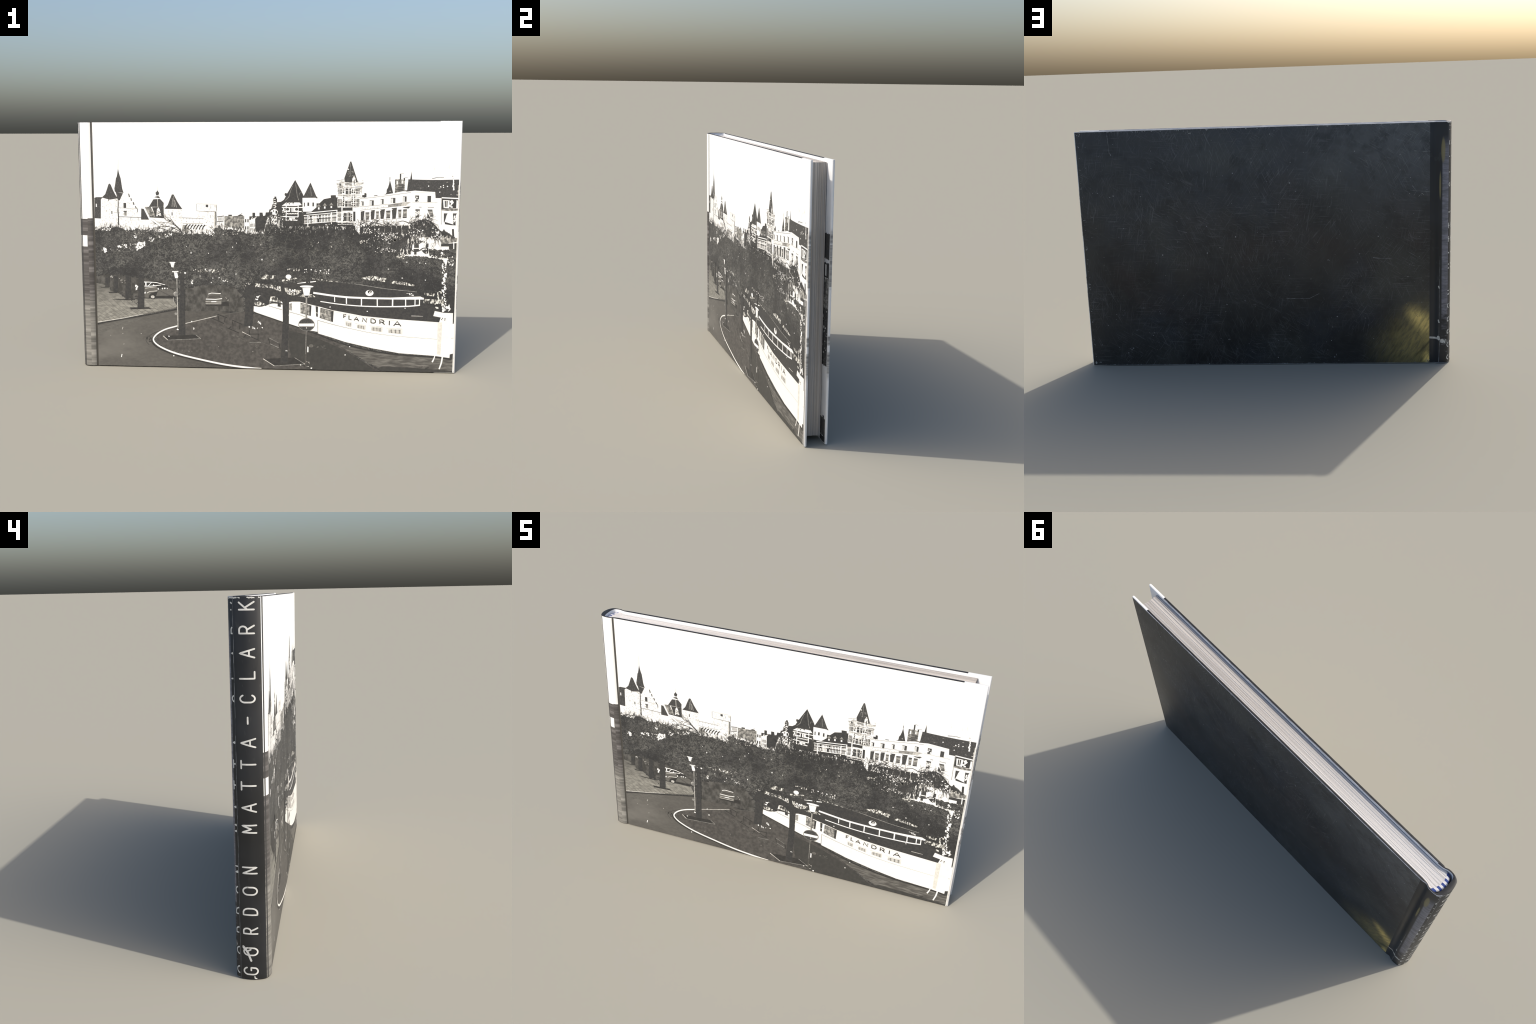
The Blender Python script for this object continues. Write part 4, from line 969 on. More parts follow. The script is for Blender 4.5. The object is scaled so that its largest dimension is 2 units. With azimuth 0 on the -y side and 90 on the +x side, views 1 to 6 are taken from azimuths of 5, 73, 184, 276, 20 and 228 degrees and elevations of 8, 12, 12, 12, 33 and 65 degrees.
# ------------------------------------------------------------ case materials
def black_back():
    """Scuffed black laminate with a brassy gleam in one lower corner."""
    s = Shader("scuffed_black_laminate", 0.42, 0.45)
    x, y, z = s.xyz()
    big = s.noise(1.6, 2.0)
    c = s.mix(s.smooth(big, 0.35, 0.65), (0.0165, 0.016, 0.0155), (0.032, 0.0318, 0.031))
    c = s.mix(s.smooth(s.noise(2.3, 2.0, vec=s.mapped(loc=(3, 1, 7))), 0.45, 0.7, 0, 0.8), c, (0.028, 0.032, 0.040))
    c = s.mix(s.smooth(s.noise(2.0, 2.0, vec=s.mapped(loc=(9, 4, 2))), 0.48, 0.7, 0, 0.8), c, (0.050, 0.051, 0.044))
    c = s.mix(s.smooth(s.noise(2.4, 2.0, vec=s.mapped(loc=(1, 8, 4))), 0.55, 0.75, 0, 0.7), c, (0.034, 0.025, 0.023))
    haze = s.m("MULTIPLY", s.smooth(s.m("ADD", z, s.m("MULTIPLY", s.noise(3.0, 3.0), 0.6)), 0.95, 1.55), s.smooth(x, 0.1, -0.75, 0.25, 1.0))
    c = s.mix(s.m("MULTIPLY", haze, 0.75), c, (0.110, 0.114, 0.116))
    patch = s.smooth(s.noise(3.0, 3.0, vec=s.mapped(loc=(5, 5, 5))), 0.34, 0.62, 0.25, 1.0)
    mott = s.noise(14.0, 6.0, 0.6)
    c = s.mix(s.smooth(mott, 0.42, 0.70, 0, 0.6), c, (0.040, 0.039, 0.036))
    c = s.mix(s.smooth(s.noise(9.0, 5.0, vec=s.mapped(loc=(2, 2, 6))), 0.5, 0.7, 0, 0.6), c, (0.015, 0.0145, 0.014))
    for ang, sc, loc, hi in ((0.03, (9.0, 1, 210.0), 0.0, 0.55), (1.15, (9.0, 1, 200.0), 3.0, 0.55), (0.55, (12.0, 1, 200.0), 6.0, 0.55), (1.75, (9.0, 1, 190.0), 8.0, 0.55), (2.2, (10.0, 1, 200.0), 11.0, 0.55)):
        turned = s.mapped((1, 1, 1), (0, ang, 0), (loc, 0, loc))
        st = s.smooth(s.noise(1.0, 3.0, 0.6, vec=s.mapped(sc, src=turned), dist=0.35), hi, hi + 0.18)
        where = s.smooth(s.noise(4.0, 3.0, vec=s.mapped(loc=(loc, 2, 1))), 0.38, 0.62)
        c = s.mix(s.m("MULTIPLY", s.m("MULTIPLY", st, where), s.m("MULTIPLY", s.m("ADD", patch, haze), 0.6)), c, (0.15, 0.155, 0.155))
    dust = s.smooth(s.noise(190.0, 2.0), 0.66, 0.78, 0, 0.6)
    c = s.mix(s.m("MULTIPLY", dust, patch), c, (0.15, 0.16, 0.16))

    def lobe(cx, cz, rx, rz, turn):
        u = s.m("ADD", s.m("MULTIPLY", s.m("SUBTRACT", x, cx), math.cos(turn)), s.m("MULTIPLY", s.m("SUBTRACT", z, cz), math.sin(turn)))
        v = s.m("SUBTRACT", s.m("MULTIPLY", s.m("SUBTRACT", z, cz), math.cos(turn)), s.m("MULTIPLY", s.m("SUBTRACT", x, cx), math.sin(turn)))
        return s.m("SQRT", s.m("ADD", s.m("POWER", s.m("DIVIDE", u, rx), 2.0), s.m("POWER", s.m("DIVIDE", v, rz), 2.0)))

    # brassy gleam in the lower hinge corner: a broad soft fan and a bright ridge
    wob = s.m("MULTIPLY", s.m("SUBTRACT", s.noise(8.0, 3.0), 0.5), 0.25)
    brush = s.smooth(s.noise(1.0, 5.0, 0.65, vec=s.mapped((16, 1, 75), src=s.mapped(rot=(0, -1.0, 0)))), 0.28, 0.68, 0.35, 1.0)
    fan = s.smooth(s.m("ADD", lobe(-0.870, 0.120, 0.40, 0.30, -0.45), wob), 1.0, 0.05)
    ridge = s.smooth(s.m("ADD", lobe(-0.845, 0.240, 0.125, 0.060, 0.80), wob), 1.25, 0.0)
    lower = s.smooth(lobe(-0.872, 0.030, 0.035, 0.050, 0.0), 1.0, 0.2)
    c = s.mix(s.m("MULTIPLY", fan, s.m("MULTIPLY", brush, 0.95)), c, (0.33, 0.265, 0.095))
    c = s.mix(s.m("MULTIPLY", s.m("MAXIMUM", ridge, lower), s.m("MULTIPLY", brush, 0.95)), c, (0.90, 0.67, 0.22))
    fold = s.m("ABSOLUTE", s.m("ADD", s.m("SUBTRACT", z, 0.075), s.m("MULTIPLY", s.m("ADD", x, 0.84), 1.05)))
    crease = s.m("MULTIPLY", s.smooth(fold, 0.016, 0.0, 0.0, 0.6), s.smooth(s.m("ADD", x, 0.0), -0.79, -0.82))
    c = s.mix(crease, c, (0.03, 0.027, 0.015))
    s.bump(s.noise(160.0, 3.0), 0.05, 0.001)
    return s.color(c)


def spine_cloth():
    """Black lettered panel, smeared print on the front shoulder, worn streaks on the back one."""
    s = Shader("spine_laminate", 0.45, 0.4)
    x, y, z = s.xyz()
    black = s.mix(s.smooth(s.noise(3.0, 3.0), 0.4, 0.7), (0.0155, 0.016, 0.0165), (0.027, 0.029, 0.033))
    scuff = s.smooth(s.noise(60.0, 5.0, vec=s.mapped((0.4, 1, 0.35))), 0.6, 0.8, 0, 0.35)
    black = s.mix(scuff, black, (0.09, 0.09, 0.085))
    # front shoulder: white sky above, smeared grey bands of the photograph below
    col = s.m("GREATER_THAN", x, -0.948)
    shift = s.m("MULTIPLY", col, 3.7)
    bands = s.noise(1.0, 6.0, 0.7, vec=s.vec(shift, 0.0, s.m("MULTIPLY", z, 42.0)))
    low = s.smooth(z, 0.42, 0.30)
    dim = s.mix(s.smooth(bands, 0.42, 0.72), (0.06, 0.056, 0.054), (0.20, 0.19, 0.185))
    lit = s.mix(s.smooth(bands, 0.32, 0.72), (0.10, 0.098, 0.09), (0.36, 0.35, 0.32))
    smear = s.mix(low, dim, lit)
    patch = s.m("MULTIPLY", s.m("MULTIPLY", s.m("GREATER_THAN", z, 0.655), s.m("LESS_THAN", z, 0.715)), s.m("LESS_THAN", x, -0.952))
    smear = s.mix(patch, smear, WHITE)
    hinge = s.mix(s.m("GREATER_THAN", s.m("ADD", z, s.m("MULTIPLY", col, -0.004)), 0.803), smear, WHITE)
    rule = s.m("MULTIPLY", s.m("GREATER_THAN", x, -0.922), s.m("LESS_THAN", x, -0.9105))
    hinge = s.mix(rule, hinge, (0.055, 0.052, 0.046))
    hinge = s.mix(s.m("GREATER_THAN", x, -0.9105), hinge, WHITE)
    line = s.m("MULTIPLY", s.m("GREATER_THAN", x, -0.9845), s.m("LESS_THAN", x, -0.9785))
    hinge = s.mix(line, hinge, (0.045, 0.045, 0.045))
    # back shoulder: streaky worn band, brassy smudges
    worn_noise = s.noise(1.0, 5.0, 0.7, vec=s.vec(s.m("MULTIPLY", x, 14.0), 0.0, s.m("MULTIPLY", z, 60.0)))
    worn = s.mix(s.smooth(worn_noise, 0.3, 0.75), (0.11, 0.11, 0.125), (0.27, 0.265, 0.30))
    fade = s.smooth(s.m("ADD", z, s.m("MULTIPLY", worn_noise, 0.5)), 0.42, 0.62)
    top = s.smooth(s.m("ADD", z, s.m("MULTIPLY", worn_noise, 0.1)), 1.30, 1.20)
    m = s.m("MULTIPLY", s.m("MULTIPLY", s.smooth(x, -0.944, -0.952), s.m("GREATER_THAN", x, -0.982)), s.m("MULTIPLY", s.m("MAXIMUM", fade, s.smooth(worn_noise, 0.55, 0.7)), top))
    m = s.m("MULTIPLY", m, s.m("GREATER_THAN", z, 0.06))
    back = s.mix(m, black, worn)
    for cx, cz, rx, rz in ((-0.952, 1.165, 0.013, 0.075), (-0.937, 0.98, 0.0055, 0.085)):
        d = s.m("ADD", s.m("POWER", s.m("DIVIDE", s.m("SUBTRACT", x, cx), rx), 2.0), s.m("POWER", s.m("DIVIDE", s.m("SUBTRACT", z, cz), rz), 2.0))
        back = s.mix(s.smooth(d, 1.0, 0.3, 0, 0.8), back, (0.23, 0.195, 0.085))
    c = s.mix(s.m("LESS_THAN", y, -0.0475), s.mix(s.m("GREATER_THAN", y, 0.053), black, back), hinge)
    s.bump(s.noise(120.0, 3.0), 0.05, 0.001)
    return s.color(c)


def worn_edge():
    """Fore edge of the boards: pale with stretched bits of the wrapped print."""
    s = Shader("board_fore_edge", 0.55)
    x, y, z = s.xyz()
    band = s.noise(1.0, 4.0, 0.6, vec=s.vec(0.3, 0.0, s.m("MULTIPLY", z, 11.0)))
    m = s.m("MULTIPLY", s.smooth(band, 0.44, 0.50), s.m("MULTIPLY", s.smooth(z, 0.30, 0.36), s.smooth(z, 1.02, 0.98)))
    fine = s.noise(1.0, 5.0, 0.7, vec=s.vec(0.0, 0.0, s.m("MULTIPLY", z, 60.0)))
    c = s.mix(s.m("MULTIPLY", m, 0.8), (0.80, 0.80, 0.80), s.mix(s.smooth(fine, 0.4, 0.6), (0.07, 0.07, 0.065), (0.35, 0.345, 0.33)))
    return s.color(c)


def page_paper():
    """Edge of many leaves: thin warm, grey and bluish streaks along each sheet."""
    s = Shader("page_edges", 0.75, 0.2)
    x, y, z = s.xyz()
    wob = s.m("ADD", y, s.m("MULTIPLY", s.m("SUBTRACT", s.noise(2.5, 2.0), 0.5), 0.0009))
    a = s.noise(1.0, 4.0, 0.75, vec=s.vec(s.m("MULTIPLY", x, 0.7), s.m("MULTIPLY", wob, 520.0), s.m("MULTIPLY", z, 0.7)))
    b = s.noise(1.0, 2.0, 0.6, vec=s.vec(s.m("MULTIPLY", x, 0.5), s.m("MULTIPLY", wob, 190.0), 4.0))
    t = s.noise(1.0, 2.0, 0.6, vec=s.vec(3.0, s.m("MULTIPLY", wob, 120.0), s.m("MULTIPLY", z, 1.2)))
    c = s.mix(s.smooth(t, 0.40, 0.62), (0.72, 0.655, 0.58), (0.62, 0.605, 0.59))
    c = s.mix(s.smooth(a, 0.36, 0.66, 0.9, 0.0), c, (0.29, 0.265, 0.24))
    c = s.mix(s.smooth(b, 0.55, 0.70, 0.0, 0.75), c, (0.22, 0.225, 0.25))
    c = s.mix(s.m("MULTIPLY", s.smooth(x, 0.3, -0.9, 0.0, 0.5), s.smooth(a, 0.30, 0.5)), c, (0.84, 0.82, 0.80))  # baked light: leaves lightened toward the spine, where the page top catches more sun
    s.bump(a, 0.25, 0.001)
    return s.color(c)


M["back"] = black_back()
M["spine"] = spine_cloth()
M["edge_black"] = flat_ink("black_edge_cloth", (0.016, 0.016, 0.017), (0.026, 0.026, 0.026), 30.0)
M["edge_pale"] = flat_ink("worn_pale_edge", (0.30, 0.31, 0.33), (0.55, 0.56, 0.58), 45.0, stretch=(0.3, 1, 1))
M["fore"] = worn_edge()
M["lining"] = flat_ink("endpaper", (0.78, 0.78, 0.775), (0.84, 0.84, 0.835), 6.0, rough=0.7)
M["pages"] = page_paper()
M["band_blue"] = flat_ink("blue_thread", (0.022, 0.045, 0.20), (0.05, 0.09, 0.30), 260.0, rough=0.8)
M["band_white"] = flat_ink("white_thread", (0.62, 0.61, 0.60), (0.78, 0.77, 0.76), 260.0, rough=0.8)
M["letter"] = flat_ink("white_lettering", (0.66, 0.655, 0.62), (0.78, 0.77, 0.73), 40.0)
M["fleck"] = flat_ink("chipped_laminate", (0.12, 0.125, 0.13), (0.34, 0.35, 0.35), 30.0)
M["scratch"] = flat_ink("scratched_laminate", (0.045, 0.047, 0.047), (0.12, 0.12, 0.115), 25.0)


# ------------------------------------------------------------------ the thing
book = bpy.data.objects.new("hardback_book", None)
scene.collection.objects.link(book)
book["label"] = "upright hardback picture book with town photograph on cover"
book["category"] = "book"


def add(name, verts, faces, mats, idx, parent=book, smooth=True, angle=35):
    me = bpy.data.meshes.new(name)
    me.from_pydata(verts, [], faces)
    for m_ in mats:
        me.materials.append(M[m_])
    me.polygons.foreach_set("material_index", idx)
    bm = bmesh.new()
    bm.from_mesh(me)
    bmesh.ops.remove_doubles(bm, verts=bm.verts, dist=1e-6)
    bmesh.ops.recalc_face_normals(bm, faces=bm.faces)
    bm.to_mesh(me)
    bm.free()
    if smooth:
        me.shade_smooth()
        me.set_sharp_from_angle(angle=math.radians(angle))
    ob = bpy.data.objects.new(name, me)
    scene.collection.objects.link(ob)
    ob.parent = parent
    return ob


# --------------------------------------------- case: one C-shaped section, swept up
HINGE_OUT = curve([(JOINT_X, -FACE), (-0.898, -FACE), (-0.909, -0.0568), (-0.916, -0.0545), (-0.923, -0.0570), (-0.931, -0.0607),
                   (-0.945, -0.0620), (-0.960, -0.0600), (-0.975, -0.0553), (-0.987, -0.0473), (-0.9953, -0.0288), (-1.0, -0.0010),
                   (-0.9955, 0.0268), (-0.9880, 0.0440), (-0.9780, 0.0560), (-0.965, 0.0602), (-0.945, 0.0621), (-0.931, 0.0612),
                   (-0.922, 0.0577), (-0.914, 0.0545), (-0.905, 0.0540), (-0.895, 0.0566), (JOINT_X, FACE)], 4)
HALF_IN = [(JOINT_X, INNER), (-0.905, 0.0465), (-0.918, 0.0495), (-0.930, 0.0540), (-0.945, 0.0555), (-0.958, 0.0535), (-0.9665, 0.0460), (-0.9710, 0.0300), (-0.9730, 0.0)]
HINGE_IN = curve([(x, -y) for x, y in HALF_IN] + HALF_IN[-2::-1], 4)


def resample(pts, n):
    acc = [0.0]
    for a, b in zip(pts, pts[1:]):
        acc.append(acc[-1] + math.dist(a, b))
    out, k = [], 0
    for i in range(n):
        s = acc[-1] * i / (n - 1)
        while k < len(pts) - 2 and acc[k + 1] < s:
            k += 1
        t = (s - acc[k]) / ((acc[k + 1] - acc[k]) or 1)
        out.append(tuple(pts[k][j] + (pts[k + 1][j] - pts[k][j]) * t for j in (0, 1)))
    return out


NH = 97
HINGE_OUT, HINGE_IN = resample(HINGE_OUT, NH), resample(HINGE_IN, NH)
MID = 0.5 * (FACE + INNER)
HALF = 0.5 * (FACE - INNER)
FLAT_X = [EDGE_SPLIT, 0.6, 0.2, -0.2, -0.6]
TIP = [(TIP_X - HALF + HALF * math.cos(a), HALF * math.sin(a)) for a in (0.0, 0.45, 0.9, 1.25, 1.5708)]   # half of the rounded fore edge
outer = [(x, -MID - dy) for x, dy in TIP] + [(x, -FACE) for x in FLAT_X] + HINGE_OUT + [(x, FACE) for x in FLAT_X[::-1]] + [(x, MID + dy) for x, dy in TIP[::-1]]
inner = [(x, -MID + dy) for x, dy in TIP] + [(x, -INNER) for x in FLAT_X] + HINGE_IN + [(x, INNER) for x in FLAT_X[::-1]] + [(x, MID - dy) for x, dy in TIP[::-1]]
N = len(outer)
ROUND = 0.0024


def inset(i, side, r):
    """Outer or inner section point moved r towards the middle of the board's thickness."""
    p, q = (outer[i], inner[i]) if side == 0 else (inner[i], outer[i])
    d = math.dist(p, q)
    if d < 1e-6:
        nx = 1.0 if p[0] > 0 else -1.0
        return (p[0] - r * nx, p[1])
    k = min(r / d, 0.42)
    return (p[0] + (q[0] - p[0]) * k, p[1] + (q[1] - p[1]) * k)


LEVELS = [(0.0, ROUND), (0.0007, 0.0007), (ROUND, 0.0)]
LEVELS += [(H - z, r) for z, r in LEVELS[::-1]]


def case_part(name, keep, classify, mats):
    """Sweep the section faces whose index is kept; classify picks each face's material."""
    verts, faces, idx = [], [], []

    def quad(pts, where):
        b = len(verts)
        verts.extend(pts)
        faces.append([b, b + 1, b + 2, b + 3])
        idx.append(mats.index(classify(*where)))

    for i in range(N - 1):
        x = 0.5 * (outer[i][0] + outer[i + 1][0])
        y = 0.5 * (outer[i][1] + outer[i + 1][1])
        if not keep(x, y):
            continue
        for side in (0, 1):
            for (z0, r0), (z1, r1) in zip(LEVELS, LEVELS[1:]):
                a0, b0 = inset(i, side, r0), inset(i + 1, side, r0)
                a1, b1 = inset(i, side, r1), inset(i + 1, side, r1)
                kind = "wall" if z1 - z0 > 0.1 else "round"
                quad([(*a0, z0), (*b0, z0), (*b1, z1), (*a1, z1)], (x, y, side, kind, z0))
        for z in (0.0, H):
            quad([(*inset(i, 0, ROUND), z), (*inset(i + 1, 0, ROUND), z), (*inset(i + 1, 1, ROUND), z), (*inset(i, 1, ROUND), z)], (x, y, 0, "cap", z))
    return add(name, verts, faces, mats, idx)


def board_class(x, y, side, kind, z):
    face = "paper" if y < 0 else "back"
    if kind == "cap":
        return "paper" if x > EDGE_SPLIT else "edge_black"
    if x > TIP_X - HALF * 0.75:
        return "fore"
    towards_back = (side == 0) == (y > 0)
    if kind == "round":
        if x > EDGE_SPLIT:
            return "paper" if side == 1 or y < 0 else "edge_pale"
        return "edge_pale" if towards_back else "edge_black"
    return "lining" if side == 1 else face


def spine_class(x, y, side, kind, z):
    if kind == "cap":
        return "edge_black"
    if kind == "round":
        return "edge_black" if side == 1 or y < 0.04 else "edge_pale"
    return "lining" if side == 1 else "spine"


front = case_part("front_cover", lambda x, y: x > JOINT_X and y < 0, board_class, ["paper", "lining", "edge_black", "edge_pale", "fore"])
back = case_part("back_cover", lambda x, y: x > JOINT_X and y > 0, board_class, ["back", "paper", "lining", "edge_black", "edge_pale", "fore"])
spine = case_part("spine", lambda x, y: x < JOINT_X, spine_class, ["spine", "lining", "edge_black", "edge_pale"])


# ------------------------------------------------------------------ page block
def half_width(x):
    """Half thickness of the leaves: flat, swelling into the shoulders at the spine."""
    t = min(max((-0.885 - x) / 0.045, 0.0), 1.0)
    return 0.0415 + 0.0095 * t * t * (3 - 2 * t)


def spine_end(t):
    return -0.9500 + 0.016 * t * t


leaf_rng = random.Random(5)
GATHERINGS = 44
verts, faces = [], []
top0 = leaf_rng.uniform(-1, 1)
for g in range(GATHERINGS):
    t0, t1 = -1 + 2 * g / GATHERINGS, -1 + 2 * (g + 1) / GATHERINGS
    tm = 0.5 * (t0 + t1)
    zt = 1.2970 + leaf_rng.uniform(-0.0006, 0.0006)
    zb = 0.0225 - 0.002 * tm + leaf_rng.uniform(-0.0008, 0.0008)
    fore = 0.9385 - 0.0035 * (1 - tm * tm) + leaf_rng.uniform(-0.0007, 0.0007)
    xs = [fore, 0.3, -0.3, -0.8, -0.885, -0.897, -0.908, -0.919, -0.930, spine_end(tm)]
    b = len(verts)
    for x in xs:
        w = half_width(x)
        for t in (t0, t1):
            verts += [(x, t * w, zb), (x, t * w, zt)]
    for k in range(len(xs) - 1):
        o, p = b + 4 * k, b + 4 * k + 4
        faces += [[o, p, p + 1, o + 1], [o + 2, o + 3, p + 3, p + 2], [o + 1, p + 1, p + 3, o + 3], [o, o + 2, p + 2, p]]
    faces += [[b, b + 1, b + 3, b + 2], [p, p + 2, p + 3, p + 1]]
me = bpy.data.meshes.new("page_block")
me.from_pydata(verts, [], faces)
me.materials.append(M["pages"])
bm = bmesh.new()
bm.from_mesh(me)
bmesh.ops.recalc_face_normals(bm, faces=bm.faces)
bm.to_mesh(me)
bm.free()
pages = bpy.data.objects.new("page_block", me)
scene.collection.objects.link(pages)
pages.parent = book
pages["kind"] = "stuff"

# ----------------------------------------------------- striped head and tail bands
STRIPES = 9
for z_mid in (1.2935, 0.0260):
    verts, faces, idx = [], [], []
    for g in range(STRIPES * 4):
        rows = []
        for e in (g, g + 1):
            t = -1 + 2 * e / (STRIPES * 4)
            y = t * 0.0500
            bulge = 0.0030 * (0.6 + 0.4 * abs(math.sin(math.pi * 2 * e / 4)))
            x1 = spine_end(t) + 0.004
            x0 = x1 - 0.0255 + 0.0065 * abs(t) ** 3
            sgn = 1 if z_mid > 0.5 else -1
            ring = [(x1, -0.012), (x1, bulge * 0.4), (x1 - 0.004, bulge), (0.5 * (x0 + x1), bulge * 1.25), (x0 + 0.003, bulge * 0.6), (x0, -0.003), (x0, -0.012)]
            rows.append([(x, y, z_mid + sgn * h) for x, h in ring])
        b = len(verts)
        verts += rows[0] + rows[1]
        n = len(rows[0])
        for k in range(n):
            faces.append([b + k, b + (k + 1) % n, b + n + (k + 1) % n, b + n + k])
            idx.append((g // 4) % 2)
    add("head_band" if z_mid > 0.5 else "tail_band", verts, faces, ["band_blue", "band_white"], idx, angle=60)


# ------------------------------------------------------------ spine lettering
ARC = [0.0]
for a_, b_ in zip(HINGE_OUT, HINGE_OUT[1:]):
    ARC.append(ARC[-1] + math.dist(a_, b_))
CENTRE = min(range(NH), key=lambda i: HINGE_OUT[i][0])


def on_spine(s, z, lift):
    """Point on the spine, s metres round from its middle towards the back cover."""
    s = min(max(s + ARC[CENTRE], 1e-5), ARC[-1] - 1e-5)
    k = max(i for i in range(NH) if ARC[i] <= s)
    k = min(k, NH - 2)
    t = (s - ARC[k]) / (ARC[k + 1] - ARC[k])
    a, b = HINGE_OUT[k], HINGE_OUT[k + 1]
    dx, dy = b[0] - a[0], b[1] - a[1]
    ln = math.hypot(dx, dy)
    return (a[0] + dx * t - dy / ln * lift, a[1] + dy * t + dx / ln * lift, z)


def arc_of(y=None, x=None, back=True):
    """Arc position of the spine point with this y, or with this x on the back shoulder."""
    if x is not None:
        rng_ = [i for i in range(CENTRE, NH)]
        return ARC[min(rng_, key=lambda i: abs(HINGE_OUT[i][0] - x))] - ARC[CENTRE]
    rng_ = [i for i in range(NH) if HINGE_OUT[i][0] < -0.962]
    k = min(rng_, key=lambda i: abs(HINGE_OUT[i][1] - y))
    return ARC[k] - ARC[CENTRE] + (y - HINGE_OUT[k][1])


def ring(cx, cy, rx, ry, a0, a1, n=14):
    return [(cx + rx * math.cos(math.radians(a0 + (a1 - a0) * i / n)), cy + ry * math.sin(math.radians(a0 + (a1 - a0) * i / n))) for i in range(n + 1)]


# single-line capitals in a unit box
GLYPHS = {
    "A": [[(0, 0), (0.5, 1), (1, 0)], [(0.2, 0.36), (0.8, 0.36)]],
    "C": [ring(0.5, 0.68, 0.5, 0.32, 25, 180) + ring(0.5, 0.32, 0.5, 0.32, 180, 335)],
    "D": [[(0.05, 0), (0.05, 1), (0.4, 1)] + ring(0.4, 0.6, 0.55, 0.4, 90, 0) + ring(0.4, 0.4, 0.55, 0.4, 0, -90) + [(0.05, 0)]],
    "F": [[(0.05, 0), (0.05, 1), (0.95, 1)], [(0.05, 0.55), (0.75, 0.55)]],
    "G": [ring(0.5, 0.68, 0.5, 0.32, 20, 180) + ring(0.5, 0.30, 0.5, 0.30, 180, 330) + [(1.0, 0.48), (0.6, 0.48)]],
    "I": [[(0.5, 0), (0.5, 1)]],
    "K": [[(0.05, 0), (0.05, 1)], [(0.95, 1), (0.1, 0.48)], [(0.30, 0.60), (1, 0)]],
    "L": [[(0.05, 1), (0.05, 0), (0.95, 0)]],
    "M": [[(0, 0), (0.06, 1), (0.5, 0.35), (0.94, 1), (1, 0)]],
    "N": [[(0.05, 0), (0.05, 1), (0.95, 0), (0.95, 1)]],
    "O": [ring(0.5, 0.66, 0.5, 0.34, 0, 180) + ring(0.5, 0.34, 0.5, 0.34, 180, 360) + [(1.0, 0.66)]],
    "R": [[(0.05, 0), (0.05, 1), (0.5, 1)] + ring(0.5, 0.74, 0.42, 0.26, 90, -90) + [(0.05, 0.48)], [(0.5, 0.48), (1, 0)]],
    "T": [[(0, 1), (1, 1)], [(0.5, 1), (0.5, 0)]],
    "-": [[(0, 0.5), (1, 0.5)]],
}


def stroke_mesh(paths, width, place, name, parent, mat, keep=None):
    """Round-ended strokes laid on a surface; place maps (u, v, lift) to space."""
    verts, faces = [], []
    for path in paths:
        fine = []
        for a, b in zip(path, path[1:]):
            n = max(1, int(math.dist(a, b) / (width * 0.6)))
            fine += [(a[0] + (b[0] - a[0]) * i / n, a[1] + (b[1] - a[1]) * i / n) for i in range(n)]
        fine.append(path[-1])
        sides = []
        for i, p in enumerate(fine):
            a, b = fine[max(i - 1, 0)], fine[min(i + 1, len(fine) - 1)]
            d = math.dist(a, b) or 1.0
            nx, ny = -(b[1] - a[1]) / d * width / 2, (b[0] - a[0]) / d * width / 2
            sides.append(((p[0] + nx, p[1] + ny), (p[0] - nx, p[1] - ny)))
        for i in range(len(fine) - 1):
            if keep and not (keep(*fine[i]) and keep(*fine[i + 1])):
                continue
            b = len(verts)
            verts += [place(*q, 0.0004) for q in (sides[i][0], sides[i][1], sides[i + 1][1], sides[i + 1][0])]
            faces.append([b, b + 1, b + 2, b + 3])
        for p in (fine[0], fine[-1]):
            if keep and not keep(*p):
                continue
            b = len(verts)
            verts += [place(p[0] + width / 2 * math.cos(k * 0.7854), p[1] + width / 2 * math.sin(k * 0.7854), 0.00055) for k in range(8)]
            faces.append(list(range(b, b + 8)))
    me = bpy.data.meshes.new(name)
    me.from_pydata(verts, [], faces)
    me.materials.append(M[mat])
    ob = bpy.data.objects.new(name, me)
    scene.collection.objects.link(ob)
    ob.parent = parent
    return ob


# letter, lower and upper z of each character up the spine
LETTERS = [("G", 0.0148, 0.0460), ("O", 0.0864, 0.1187), ("R", 0.1643, 0.1925), ("D", 0.2330, 0.2646), ("O", 0.3075, 0.3397), ("N", 0.3827, 0.4122),
           ("M", 0.5273, 0.5594), ("A", 0.6001, 0.6332), ("T", 0.6761, 0.7088), ("T", 0.7491, 0.7806), ("A", 0.8200, 0.8542), ("-", 0.8987, 0.9253),
           ("C", 0.9690, 0.9986), ("L", 1.0451, 1.0752), ("A", 1.1143, 1.1478), ("R", 1.1904, 1.2219), ("K", 1.2657, 1.2968)]
STROKE = 0.0056
echo_from = arc_of(0.0440)
for ch, z0, z1 in LETTERS:
    z0, z1 = z0 + STROKE / 2, z1 - STROKE / 2
    base = arc_of(-0.0203 - 0.0073 * z0) + STROKE / 2
    high = 0.0545 - STROKE
    paths = [[(base + v * high, z0 + u * (z1 - z0)) for u, v in path] for path in GLYPHS[ch]]
    stroke_mesh(paths, STROKE, lambda s, z, l: on_spine(s, z, l), "spine_letter", spine, "letter")
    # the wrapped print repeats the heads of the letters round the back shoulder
    echo = [[(s + 0.030, z) for s, z in path] for path in paths]
    if ch != "-":
        stroke_mesh(echo, STROKE * 0.85, lambda s, z, l: on_spine(s, z, l), "letter_echo", spine, "letter", keep=lambda s, z: echo_from < s)

